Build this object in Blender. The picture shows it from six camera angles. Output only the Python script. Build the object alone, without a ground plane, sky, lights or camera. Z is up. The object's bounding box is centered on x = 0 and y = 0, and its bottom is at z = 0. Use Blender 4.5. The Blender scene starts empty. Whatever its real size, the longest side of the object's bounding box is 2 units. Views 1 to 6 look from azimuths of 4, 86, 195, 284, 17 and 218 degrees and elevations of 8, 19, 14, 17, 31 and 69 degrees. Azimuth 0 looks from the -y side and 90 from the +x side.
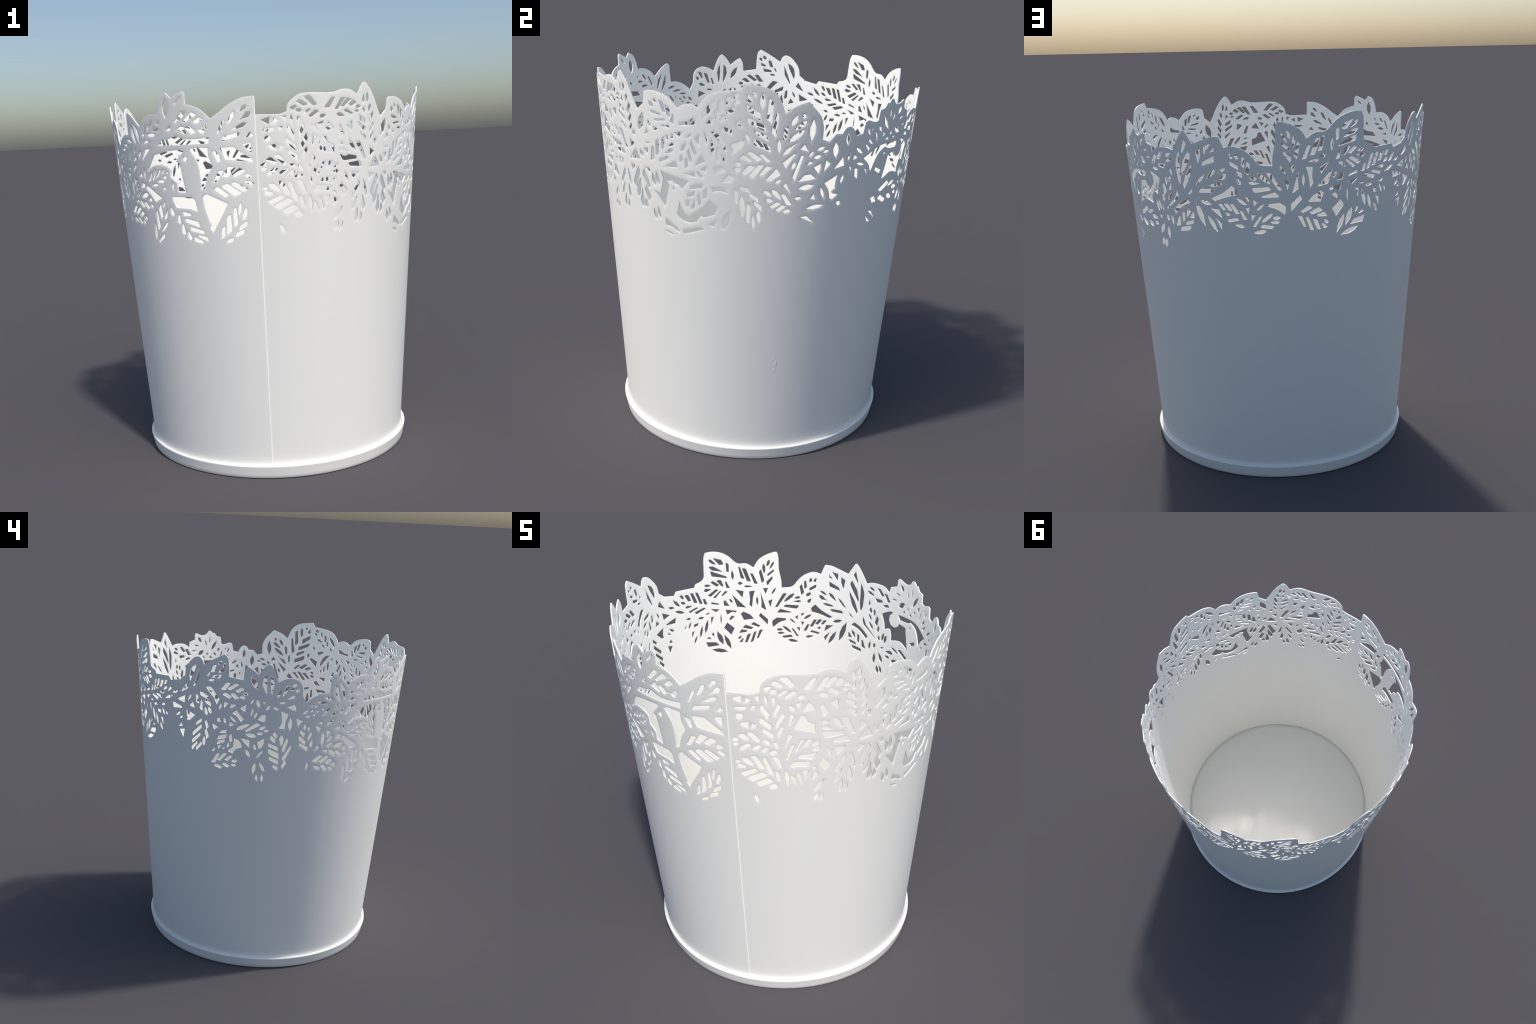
"""White sheet-metal flower pot: a tapered wall on a rolled foot, its upper third
pierced like paper lace with veined leaves, twigs, a flower and three small birds.

The sheet is laid out flat as (azimuth in degrees, height in metres), the cut-outs are
drawn on it, it is triangulated, given its thickness and rolled into the cone.
Azimuth 0 is the -y axis (where the sheet's two ends overlap), 90 is +x."""
import bpy, math, random
import numpy as np
from mathutils import Vector
from mathutils.geometry import delaunay_2d_cdt

random.seed(7)
rng = np.random.default_rng(7)

# ---------------------------------------------------------------- overall sizes
CONE_R, CONE_SLOPE = 0.7344, 0.069     # outer radius of the wall = CONE_R + CONE_SLOPE * z
SHEET = 0.0065                         # thickness of the sheet
FLAT_R = 0.85                          # radius used to lay the lace out flat
AXIS = (-0.0005, 0.0025)               # where the cone's axis stands
FOOT_AXIS = (0.002, 0.001)             # the rolled foot sits a hair off it
LACE_Z = 1.17                          # the pierced band starts above this height
FOOT_TOP = 0.068
FLOOR_Z = 0.058
LAP_AZ, LAP_STEP = 359.80, 0.0032      # the overlapping end of the sheet stands this much proud


def wall_radius(z):
    return CONE_R + CONE_SLOPE * z


def lap(az):
    """Radial rise of the sheet where its end laps over its beginning."""
    if az < 356.0:
        return 0.0
    if az <= LAP_AZ:
        t = (az - 356.0) / (LAP_AZ - 356.0)
        return LAP_STEP * t * t * (3 - 2 * t)
    return LAP_STEP * max(0.0, (360.0 - az) / (360.0 - LAP_AZ))


def on_wall(az, z, depth=0.0):
    a = math.radians(az)
    r = wall_radius(z) - depth
    if depth < SHEET:                  # the lap shows outside only; inside the sheet is smooth
        r += lap(az)
    return (AXIS[0] + r * math.sin(a), AXIS[1] - r * math.cos(a), z)


def flat(p):
    return np.array((math.radians(p[0]) * FLAT_R, p[1]))


# ---------------------------------------------------------------- materials
def white_enamel(name, base, rough):
    m = bpy.data.materials.new(name)
    m.use_nodes = True
    nt = m.node_tree
    bsdf = nt.nodes["Principled BSDF"]
    tc = nt.nodes.new("ShaderNodeTexCoord")
    mp = nt.nodes.new("ShaderNodeMapping")
    mp.inputs["Scale"].default_value = (5.0, 5.0, 0.8)       # faint drawn-out clouding along the wall
    cloud = nt.nodes.new("ShaderNodeTexNoise")
    cloud.inputs["Scale"].default_value = 1.0
    cloud.inputs["Detail"].default_value = 3.0
    ramp = nt.nodes.new("ShaderNodeValToRGB")
    ramp.color_ramp.elements[0].position = 0.3
    ramp.color_ramp.elements[1].position = 0.7
    ramp.color_ramp.elements[0].color = (base[0] * 0.985, base[1] * 0.985, base[2] * 0.975, 1)
    ramp.color_ramp.elements[1].color = (*base, 1)
    grain = nt.nodes.new("ShaderNodeTexNoise")
    grain.inputs["Scale"].default_value = 60.0
    grain.inputs["Detail"].default_value = 2.0
    bump = nt.nodes.new("ShaderNodeBump")
    bump.inputs["Strength"].default_value = 0.03
    bump.inputs["Distance"].default_value = 0.004
    streak_map = nt.nodes.new("ShaderNodeMapping")
    streak_map.inputs["Scale"].default_value = (14.0, 14.0, 0.5)   # drawing marks run up the sheet
    streak = nt.nodes.new("ShaderNodeTexNoise")
    streak.inputs["Scale"].default_value = 1.0
    streak.inputs["Detail"].default_value = 2.0
    streak_bump = nt.nodes.new("ShaderNodeBump")
    streak_bump.inputs["Strength"].default_value = 0.2
    streak_bump.inputs["Distance"].default_value = 0.004
    L = nt.links.new
    L(tc.outputs["Object"], streak_map.inputs["Vector"])
    L(streak_map.outputs["Vector"], streak.inputs["Vector"])
    L(streak.outputs["Fac"], streak_bump.inputs["Height"])
    L(streak_bump.outputs["Normal"], bump.inputs["Normal"])
    L(tc.outputs["Object"], mp.inputs["Vector"])
    L(mp.outputs["Vector"], cloud.inputs["Vector"])
    L(cloud.outputs["Fac"], ramp.inputs["Fac"])
    L(ramp.outputs["Color"], bsdf.inputs["Base Color"])
    L(tc.outputs["Object"], grain.inputs["Vector"])
    L(grain.outputs["Fac"], bump.inputs["Height"])
    L(bump.outputs["Normal"], bsdf.inputs["Normal"])
    bsdf.inputs["Roughness"].default_value = rough
    bsdf.inputs["Specular IOR Level"].default_value = 0.5
    return m


ENAMEL = white_enamel("white_enamel", (1.0, 0.992, 0.945), 0.47)

# ---------------------------------------------------------------- the cut-outs
HOLES = []        # polygons in flat coordinates
WINDOWS = set()   # which of them are gaps with curved outlines
REGIONS = []      # (kind, test function) for parts of the sheet that are things of their own


def slot(start, end, start_width, end_width):
    """One slot between two side veins, in leaf lengths: (along the midrib, to its left) at both ends."""
    return np.array(start), np.array(end), start_width, end_width


def leaf(base, tip, slots):
    """A leaf: midrib from base to tip, with slots cut between its side veins."""
    b, t = flat(base), flat(tip)
    length = np.linalg.norm(t - b)
    along = (t - b) / length
    across = np.array((-along[1], along[0]))
    left = right = 0.1
    for p, q, w0, w1 in slots:
        d = (q - p) / np.linalg.norm(q - p)
        n = np.array((-d[1], d[0]))
        lean = 0.0
        if abs(n[0]) > 1e-3:
            lean = d[0] / n[0]                       # ends are cut parallel to the midrib ...
        most = 0.62 * min(1.0, max(0.25, np.linalg.norm(q - p) / max(w0, w1) / 2.4))
        end, shoulder = 0.40, 0.12
        w0, w1 = w0 * 1.05, w1 * 1.05
        if abs(d[0]) > 0.91:                         # ... but slots that run along it are pointed
            most, end, shoulder = 0.2, 0.14, 0.30
        lean = max(-most, min(most, lean))
        p, q, m = p + d * abs(lean) * w0 * 0.18, q - d * abs(lean) * w1 * 0.18, q - p
        half = ((p, end * w0), (p + m * shoulder, 0.5 * w0), (p + m * (1 - shoulder), 0.5 * w1), (q, end * w1))
        ring = [x + (n + d * lean) * y for x, y in half] + [x - (n + d * lean) * y for x, y in half[::-1]]
        HOLES.append([b + length * (along * r[0] + across * r[1]) for r in ring])
        left = max(left, p[1], q[1])
        right = max(right, -p[1], -q[1])

    def inside(pts):
        d = (pts - b) / length
        x, q = d @ along, d @ across
        rim = 0.012 / length
        w = np.where(q > 0, left, right) + rim
        env = np.sin(np.pi * np.clip((x + 0.08) / 1.18, 0, 1) ** 0.85) ** 0.6
        return (x > -0.08) & (x < 1.1) & (np.abs(q) < w * env)
    REGIONS.append(("leaf", inside))


def slit(a, b, width):
    """A pointed, lens-shaped cut from a to b."""
    a, b = flat(a), flat(b)
    d = b - a
    n = np.array((-d[1], d[0])) / np.linalg.norm(d) * width * 0.5
    HOLES.append([a, a + d * 0.3 + n * 0.85, a + d * 0.6 + n * 0.95, b, a + d * 0.7 - n * 0.85, a + d * 0.4 - n * 0.95])


def window(*corners):
    """An open gap between leaves, twigs and birds."""
    WINDOWS.add(len(HOLES))
    HOLES.append([flat(c) for c in corners])


def bird(*spine, girth):
    """Body of a bird left standing between windows, along its spine from head to tail."""
    pts = [flat(p) for p in spine]

    def inside(p):
        hit = np.zeros(len(p), bool)
        for u, v in zip(pts, pts[1:]):
            e = v - u
            s = np.clip(((p - u) @ e) / (e @ e), 0, 1)
            hit |= np.linalg.norm(p - (u + s[:, None] * e), axis=1) < girth
        return hit
    REGIONS.insert(0, ("bird", inside))


# upper edge of the sheet, round from the seam: leaf tips and the notches between them
RIM = [(0.0, 1.862), (0.7, 1.862), (4.1, 1.860), (7.5, 1.859), (9.9, 1.869), (10.3, 1.903), (13.7, 1.945),
       (15.4, 1.952), (25.7, 1.952), (29.0, 1.965), (31.7, 1.962), (34.6, 1.938), (36.9, 1.994), (37.4,
       1.997), (38.2, 1.993), (45.3, 1.829), (48.3, 1.863), (48.9, 1.917), (50.0, 1.926), (57.8, 1.909),
       (59.8, 1.886), (61.6, 1.860), (63.2, 1.875), (63.3, 1.876), (65.3, 1.884), (67.1, 1.881), (68.6,
       1.867), (69.8, 1.898), (71.7, 1.928), (74.3, 1.946), (81.9, 1.963), (82.9, 1.991), (85.6, 1.987),
       (89.8, 1.974), (92.2, 1.953), (93.8, 1.921), (95.4, 1.862), (98.8, 1.897), (102.5, 1.916), (103.4,
       1.901), (106.5, 1.851), (107.7, 1.804), (107.8, 1.739), (110.2, 1.728), (112.4, 1.763), (114.6, 1.762),
       (116.0, 1.789), (117.4, 1.794), (118.8, 1.782), (120.2, 1.746), (122.8, 1.755), (123.5, 1.808), (124.5,
       1.815), (127.8, 1.804), (129.2, 1.809), (129.7, 1.859), (131.7, 1.866), (133.0, 1.889), (133.9, 1.887),
       (135.1, 1.904), (136.1, 1.906), (137.7, 1.880), (139.9, 1.875), (143.2, 1.892), (144.0, 1.886), (144.1,
       1.846), (147.3, 1.831), (147.8, 1.794), (150.3, 1.819), (152.4, 1.826), (156.6, 1.826), (158.9, 1.816),
       (162.1, 1.891), (163.7, 1.919), (164.4, 1.919), (167.3, 1.853), (171.9, 1.877), (174.6, 1.890), (177.1,
       1.892), (177.6, 1.877), (178.8, 1.836), (181.6, 1.846), (185.5, 1.827), (187.8, 1.800), (190.6, 1.755),
       (194.9, 1.747), (195.0, 1.791), (195.9, 1.860), (196.2, 1.948), (196.7, 1.963), (197.6, 1.963), (203.4,
       1.929), (204.8, 1.908), (206.1, 1.878), (208.9, 1.905), (212.5, 1.911), (216.1, 1.960), (218.8, 1.985),
       (222.9, 2.000), (225.6, 1.999), (226.3, 1.979), (226.9, 1.898), (227.3, 1.854), (228.4, 1.840), (231.1,
       1.830), (231.8, 1.811), (240.5, 1.819), (241.6, 1.798), (246.9, 1.815), (247.0, 1.799), (247.1, 1.820),
       (249.3, 1.844), (249.9, 1.890), (252.4, 1.939), (254.1, 1.959), (256.0, 1.966), (257.2, 1.953), (258.1,
       1.924), (263.2, 1.970), (266.5, 1.995), (267.7, 1.979), (268.1, 1.950), (268.4, 1.872), (273.9, 1.859),
       (274.3, 1.913), (275.4, 1.940), (277.4, 1.922), (279.4, 1.896), (281.6, 1.943), (283.0, 1.961), (284.1,
       1.951), (286.9, 1.859), (289.3, 1.878), (291.9, 1.885), (292.5, 1.883), (294.7, 1.868), (295.9, 1.841),
       (296.4, 1.784), (297.8, 1.747), (301.4, 1.785), (304.2, 1.799), (307.2, 1.799), (307.6, 1.903), (308.6,
       1.912), (310.8, 1.894), (315.1, 1.838), (317.4, 1.871), (321.0, 1.892), (324.6, 1.890), (325.8, 1.948),
       (327.3, 1.977), (329.5, 1.991), (331.3, 1.964), (334.1, 1.982), (335.9, 1.991), (336.8, 1.981), (336.8,
       1.929), (339.1, 1.919), (341.9, 1.900), (345.2, 1.854), (347.6, 1.875), (351.8, 1.917), (356.1, 1.944),
       (359.7, 1.948), (360.0, 1.948)]


leaf((14.2, 1.624), (12.0, 1.856), [
    slot((0.78, 0.17), (0.53, 0.05), 0.10, 0.08),
    slot((0.51, 0.24), (0.30, 0.04), 0.09, 0.09),
    slot((0.28, 0.22), (0.10, 0.03), 0.07, 0.09),
    slot((0.99, 0.05), (0.81, 0.05), 0.05, 0.04),
    slot((0.94, -0.10), (0.78, -0.08), 0.08, 0.04),
    slot((0.55, -0.05), (0.76, -0.19), 0.06, 0.08),
    slot((0.31, -0.05), (0.55, -0.24), 0.07, 0.09),
    slot((0.11, -0.05), (0.28, -0.18), 0.07, 0.06)])
leaf((14.5, 1.405), (1.4, 1.507), [
    slot((1.00, 0.01), (0.91, -0.05), 0.07, 0.06),
    slot((0.92, -0.15), (0.62, -0.12), 0.12, 0.08),
    slot((0.75, -0.32), (0.42, -0.13), 0.10, 0.10),
    slot((0.53, -0.39), (0.20, -0.09), 0.07, 0.10),
    slot((0.35, -0.52), (0.10, -0.33), 0.11, 0.06),
    slot((0.93, 0.08), (0.76, -0.00), 0.10, 0.06),
    slot((0.74, 0.23), (0.52, -0.05), 0.10, 0.09),
    slot((0.56, 0.27), (0.31, -0.06), 0.13, 0.13),
    slot((0.35, 0.29), (0.14, 0.02), 0.12, 0.13),
    slot((0.09, 0.23), (-0.03, 0.09), 0.10, 0.12),
    slot((0.14, -0.21), (-0.01, -0.02), 0.07, 0.08)])
leaf((14.9, 1.583), (0.3, 1.613), [
    slot((0.98, -0.04), (0.84, -0.09), 0.07, 0.09),
    slot((0.83, -0.21), (0.62, -0.11), 0.11, 0.07),
    slot((0.65, -0.30), (0.40, -0.10), 0.10, 0.08),
    slot((0.32, -0.17), (0.19, -0.07), 0.08, 0.07),
    slot((0.11, -0.14), (0.02, -0.01), 0.08, 0.06),
    slot((0.95, 0.06), (0.82, 0.02), 0.08, 0.06),
    slot((0.78, 0.16), (0.59, -0.02), 0.08, 0.09),
    slot((0.51, 0.11), (0.37, -0.03), 0.08, 0.08),
    slot((0.33, 0.13), (0.21, 0.01), 0.07, 0.07),
    slot((0.16, 0.16), (0.02, 0.06), 0.09, 0.08)])
leaf((17.3, 1.510), (27.9, 1.588), [
    slot((0.05, 0.07), (0.39, 0.39), 0.06, 0.09),
    slot((0.37, 0.18), (0.67, 0.41), 0.06, 0.07),
    slot((0.62, 0.20), (0.85, 0.32), 0.08, 0.11),
    slot((0.80, 0.15), (1.01, 0.11), 0.09, 0.12),
    slot((0.06, -0.11), (0.51, -0.36), 0.16, 0.13),
    slot((0.35, 0.01), (0.74, -0.22), 0.10, 0.19),
    slot((0.73, 0.02), (0.93, -0.06), 0.07, 0.13)])
leaf((21.9, 1.874), (11.1, 1.886), [
    slot((0.99, 0.04), (0.82, -0.07), 0.12, 0.08),
    slot((0.80, -0.23), (0.52, -0.08), 0.12, 0.11),
    slot((0.55, -0.38), (0.24, -0.09), 0.16, 0.12),
    slot((0.84, 0.06), (0.65, 0.06), 0.10, 0.11),
    slot((0.61, 0.18), (0.40, 0.01), 0.06, 0.08),
    slot((0.42, 0.25), (0.16, 0.04), 0.10, 0.11),
    slot((0.09, 0.24), (-0.10, 0.16), 0.12, 0.09)])
leaf((22.9, 1.865), (36.0, 1.870), [
    slot((0.02, 0.06), (0.22, 0.33), 0.13, 0.09),
    slot((0.28, 0.01), (0.50, 0.31), 0.09, 0.12),
    slot((0.44, 0.07), (0.68, 0.28), 0.09, 0.11),
    slot((0.67, 0.09), (0.84, 0.20), 0.09, 0.13),
    slot((0.85, 0.06), (1.01, 0.05), 0.10, 0.07),
    slot((0.29, -0.09), (0.52, -0.15), 0.10, 0.06),
    slot((0.52, 0.01), (0.74, -0.14), 0.09, 0.10),
    slot((0.81, -0.04), (0.96, -0.06), 0.05, 0.07)])
leaf((37.2, 1.533), (35.5, 1.303), [
    slot((0.09, -0.06), (0.45, -0.24), 0.08, 0.08),
    slot((0.41, -0.10), (0.71, -0.21), 0.06, 0.08),
    slot((0.66, -0.06), (0.96, -0.07), 0.06, 0.10),
    slot((0.05, 0.05), (0.40, 0.18), 0.06, 0.07),
    slot((0.39, 0.06), (0.70, 0.14), 0.07, 0.10),
    slot((0.75, 0.06), (0.96, 0.07), 0.06, 0.07)])
leaf((38.8, 1.594), (27.4, 1.703), [
    slot((0.58, -0.36), (0.11, -0.10), 0.12, 0.09),
    slot((0.81, -0.24), (0.48, -0.13), 0.10, 0.08),
    slot((1.00, -0.05), (0.86, -0.11), 0.05, 0.06),
    slot((0.48, 0.26), (0.14, 0.04), 0.08, 0.14),
    slot((0.78, 0.23), (0.35, -0.02), 0.16, 0.08),
    slot((0.92, 0.08), (0.66, -0.01), 0.08, 0.04)])
leaf((39.6, 1.701), (37.9, 1.947), [
    slot((0.97, 0.05), (0.81, 0.06), 0.04, 0.08),
    slot((0.73, 0.05), (0.61, 0.08), 0.04, 0.09),
    slot((0.54, 0.20), (0.43, 0.03), 0.09, 0.07),
    slot((0.43, 0.24), (0.27, 0.04), 0.07, 0.08),
    slot((0.23, 0.19), (0.08, 0.04), 0.05, 0.08),
    slot((0.99, -0.04), (0.79, -0.05), 0.07, 0.06),
    slot((0.76, -0.12), (0.60, -0.06), 0.08, 0.05),
    slot((0.59, -0.18), (0.39, -0.07), 0.07, 0.09),
    slot((0.38, -0.18), (0.23, -0.06), 0.06, 0.08),
    slot((0.20, -0.17), (0.07, -0.06), 0.06, 0.07)])
leaf((45.8, 1.559), (45.9, 1.338), [
    slot((0.08, -0.09), (0.54, -0.30), 0.11, 0.16),
    slot((0.31, -0.07), (0.76, -0.21), 0.09, 0.14),
    slot((0.54, -0.04), (0.98, -0.06), 0.07, 0.14),
    slot((0.13, 0.02), (0.48, 0.22), 0.13, 0.11),
    slot((0.48, 0.07), (0.77, 0.21), 0.12, 0.13),
    slot((0.76, 0.07), (0.97, 0.08), 0.08, 0.12)])
leaf((50.7, 1.583), (60.2, 1.740), [
    slot((0.32, 0.22), (0.06, 0.02), 0.07, 0.12),
    slot((0.55, 0.23), (0.26, -0.01), 0.09, 0.10),
    slot((0.72, 0.16), (0.49, -0.03), 0.08, 0.08),
    slot((0.84, 0.11), (0.76, 0.03), 0.08, 0.04),
    slot((0.96, 0.03), (0.87, -0.03), 0.05, 0.07),
    slot((0.19, -0.11), (0.48, -0.25), 0.07, 0.06),
    slot((0.47, -0.12), (0.70, -0.22), 0.06, 0.08),
    slot((0.65, -0.07), (0.83, -0.14), 0.04, 0.07)])
leaf((59.4, 1.761), (50.8, 1.894), [
    slot((0.88, -0.11), (0.73, -0.10), 0.08, 0.07),
    slot((0.70, -0.26), (0.42, -0.11), 0.12, 0.08),
    slot((0.50, -0.32), (0.26, -0.14), 0.13, 0.09),
    slot((0.22, -0.30), (0.09, -0.09), 0.07, 0.11),
    slot((0.93, 0.05), (0.75, 0.07), 0.10, 0.13),
    slot((0.72, 0.21), (0.44, -0.00), 0.08, 0.06),
    slot((0.49, 0.27), (0.27, -0.02), 0.06, 0.05),
    slot((0.25, 0.19), (0.08, 0.02), 0.04, 0.07)])
leaf((67.7, 1.741), (62.9, 1.578), [
    slot((0.32, -0.17), (0.59, -0.22), 0.11, 0.10),
    slot((0.67, -0.17), (0.89, -0.11), 0.09, 0.08),
    slot((0.21, -0.07), (0.47, 0.21), 0.08, 0.08),
    slot((0.44, -0.05), (0.71, 0.15), 0.08, 0.09),
    slot((0.69, -0.02), (0.93, 0.10), 0.09, 0.11)])
leaf((71.7, 1.521), (64.8, 1.375), [
    slot((0.46, -0.34), (0.16, -0.06), 0.11, 0.12),
    slot((0.71, -0.28), (0.48, -0.13), 0.11, 0.11),
    slot((0.76, -0.19), (0.96, -0.09), 0.14, 0.07),
    slot((0.64, -0.03), (0.93, 0.05), 0.06, 0.12),
    slot((0.43, -0.05), (0.67, 0.17), 0.09, 0.09),
    slot((0.16, 0.03), (0.43, 0.17), 0.11, 0.11)])
leaf((74.2, 1.817), (81.7, 1.943), [
    slot((0.24, 0.18), (0.07, 0.01), 0.08, 0.08),
    slot((0.51, 0.26), (0.27, 0.05), 0.11, 0.10),
    slot((0.73, 0.18), (0.56, 0.06), 0.09, 0.08),
    slot((0.81, 0.09), (0.95, -0.00), 0.11, 0.11),
    slot((0.10, -0.08), (0.29, -0.14), 0.09, 0.09),
    slot((0.37, -0.06), (0.60, -0.17), 0.07, 0.10),
    slot((0.68, -0.06), (0.89, -0.09), 0.05, 0.12)])
leaf((81.2, 1.516), (87.4, 1.308), [
    slot((0.05, 0.03), (0.18, 0.19), 0.05, 0.07),
    slot((0.25, 0.15), (0.44, 0.29), 0.07, 0.07),
    slot((0.45, 0.18), (0.64, 0.28), 0.07, 0.08),
    slot((0.66, 0.20), (0.90, 0.11), 0.08, 0.07),
    slot((0.07, -0.06), (0.31, -0.17), 0.07, 0.08),
    slot((0.23, 0.00), (0.63, -0.16), 0.10, 0.12),
    slot((0.45, 0.07), (0.80, -0.11), 0.08, 0.08),
    slot((0.70, 0.06), (0.96, -0.04), 0.04, 0.07)])
leaf((91.6, 1.625), (79.8, 1.608), [
    slot((0.95, -0.03), (0.79, -0.09), 0.09, 0.11),
    slot((0.77, -0.27), (0.52, -0.12), 0.12, 0.07),
    slot((0.57, -0.37), (0.29, -0.13), 0.10, 0.12),
    slot((0.26, -0.30), (0.05, -0.07), 0.07, 0.08),
    slot((0.98, 0.11), (0.80, 0.06), 0.12, 0.11),
    slot((0.77, 0.23), (0.48, -0.00), 0.11, 0.14),
    slot((0.58, 0.32), (0.25, -0.01), 0.12, 0.11),
    slot((0.31, 0.29), (0.04, 0.05), 0.07, 0.12)])
leaf((92.7, 1.671), (85.1, 1.950), [
    slot((1.00, 0.05), (0.87, 0.07), 0.04, 0.08),
    slot((0.83, 0.15), (0.61, -0.00), 0.07, 0.09),
    slot((0.65, 0.21), (0.42, -0.01), 0.07, 0.08),
    slot((0.44, 0.17), (0.27, 0.01), 0.05, 0.07),
    slot((0.31, 0.24), (0.10, 0.03), 0.09, 0.08),
    slot((1.00, -0.02), (0.93, -0.05), 0.05, 0.04),
    slot((0.93, -0.15), (0.72, -0.06), 0.07, 0.07),
    slot((0.81, -0.24), (0.50, -0.09), 0.07, 0.08),
    slot((0.59, -0.26), (0.28, -0.08), 0.05, 0.08),
    slot((0.19, -0.14), (0.01, -0.07), 0.05, 0.05)])
leaf((94.7, 1.666), (102.3, 1.859), [
    slot((0.57, 0.24), (0.32, 0.12), 0.08, 0.08),
    slot((0.87, 0.16), (0.64, 0.15), 0.08, 0.09),
    slot((0.98, 0.03), (0.88, 0.04), 0.08, 0.07),
    slot((0.03, -0.02), (0.41, -0.15), 0.09, 0.03),
    slot((0.33, 0.02), (0.69, -0.13), 0.10, 0.10),
    slot((0.60, 0.04), (0.87, -0.07), 0.08, 0.10)])
leaf((98.6, 1.406), (89.7, 1.473), [
    slot((1.07, -0.14), (0.80, -0.10), 0.13, 0.10),
    slot((0.86, -0.30), (0.47, -0.15), 0.15, 0.11),
    slot((0.49, -0.33), (0.11, -0.10), 0.11, 0.13),
    slot((0.86, 0.09), (0.67, 0.02), 0.15, 0.08),
    slot((0.62, 0.25), (0.44, -0.03), 0.10, 0.12),
    slot((0.39, 0.26), (0.24, -0.02), 0.11, 0.12),
    slot((0.16, 0.20), (0.02, 0.03), 0.11, 0.12)])
leaf((131.3, 1.428), (148.3, 1.428), [
    slot((0.19, 0.07), (0.51, 0.23), 0.09, 0.09),
    slot((0.50, 0.12), (0.76, 0.21), 0.06, 0.07),
    slot((0.69, 0.08), (0.93, 0.05), 0.10, 0.06),
    slot((-0.01, -0.01), (0.06, -0.14), 0.12, 0.11),
    slot((0.20, -0.04), (0.44, -0.17), 0.10, 0.09),
    slot((0.51, -0.06), (0.72, -0.14), 0.09, 0.10),
    slot((0.78, -0.05), (0.93, -0.07), 0.07, 0.07)])
leaf((145.9, 1.717), (158.6, 1.793), [
    slot((0.38, 0.21), (0.14, 0.04), 0.10, 0.11),
    slot((0.66, 0.20), (0.40, 0.08), 0.09, 0.11),
    slot((0.74, 0.06), (0.93, 0.05), 0.08, 0.08),
    slot((0.10, -0.04), (0.27, -0.16), 0.09, 0.06),
    slot((0.36, -0.05), (0.59, -0.17), 0.08, 0.12),
    slot((0.67, -0.08), (0.94, -0.07), 0.07, 0.09)])
leaf((152.7, 1.538), (155.6, 1.687), [
    slot((0.24, 0.19), (0.01, 0.07), 0.10, 0.11),
    slot((0.60, 0.21), (0.27, 0.03), 0.13, 0.16),
    slot((0.89, 0.10), (0.62, 0.03), 0.12, 0.09),
    slot((0.46, -0.26), (0.14, -0.12), 0.09, 0.12),
    slot((0.75, -0.20), (0.49, -0.13), 0.10, 0.10),
    slot((0.97, -0.05), (0.77, -0.12), 0.12, 0.13)])
leaf((157.9, 1.394), (166.4, 1.505), [
    slot((0.39, 0.27), (0.12, 0.09), 0.09, 0.16),
    slot((0.64, 0.29), (0.42, 0.05), 0.10, 0.09),
    slot((0.90, 0.19), (0.61, 0.07), 0.13, 0.07),
    slot((0.94, 0.03), (0.75, -0.07), 0.06, 0.15),
    slot((0.43, -0.04), (0.73, -0.19), 0.10, 0.10),
    slot((0.12, -0.03), (0.50, -0.26), 0.12, 0.12)])
leaf((166.4, 1.607), (179.9, 1.729), [
    slot((0.47, 0.19), (0.15, 0.09), 0.06, 0.06),
    slot((0.74, 0.15), (0.46, 0.08), 0.09, 0.06),
    slot((0.76, 0.06), (0.96, 0.05), 0.06, 0.06),
    slot((0.15, -0.04), (0.46, -0.21), 0.08, 0.07),
    slot((0.44, -0.07), (0.72, -0.19), 0.06, 0.07),
    slot((0.63, -0.05), (0.92, -0.08), 0.03, 0.11)])
leaf((185.2, 1.460), (176.4, 1.523), [
    slot((1.11, -0.20), (0.86, -0.07), 0.11, 0.08),
    slot((0.93, -0.31), (0.63, -0.16), 0.13, 0.10),
    slot((0.72, -0.39), (0.37, -0.16), 0.11, 0.11),
    slot((0.33, -0.32), (0.04, -0.10), 0.09, 0.11),
    slot((0.77, 0.03), (0.60, -0.01), 0.12, 0.06),
    slot((0.60, 0.24), (0.28, -0.01), 0.10, 0.10),
    slot((0.31, 0.24), (-0.03, 0.15), 0.08, 0.12)])
leaf((185.2, 1.662), (180.0, 1.818), [
    slot((0.94, -0.02), (0.77, -0.04), 0.06, 0.10),
    slot((0.85, -0.16), (0.68, -0.18), 0.11, 0.07),
    slot((0.66, -0.34), (0.43, -0.19), 0.08, 0.10),
    slot((0.46, -0.41), (0.20, -0.19), 0.10, 0.12),
    slot((0.70, 0.10), (0.45, -0.07), 0.09, 0.09),
    slot((0.36, 0.05), (0.22, -0.07), 0.10, 0.11),
    slot((0.21, 0.15), (0.01, 0.09), 0.07, 0.12)])
leaf((187.9, 1.415), (197.5, 1.475), [
    slot((0.44, 0.36), (0.08, 0.13), 0.07, 0.08),
    slot((0.83, 0.30), (0.39, 0.17), 0.11, 0.10),
    slot((0.77, 0.16), (1.01, 0.06), 0.10, 0.10),
    slot((-0.00, -0.05), (0.40, -0.16), 0.10, 0.13),
    slot((0.31, 0.07), (0.67, -0.14), 0.11, 0.10),
    slot((0.65, 0.06), (0.92, -0.06), 0.08, 0.11)])
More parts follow.
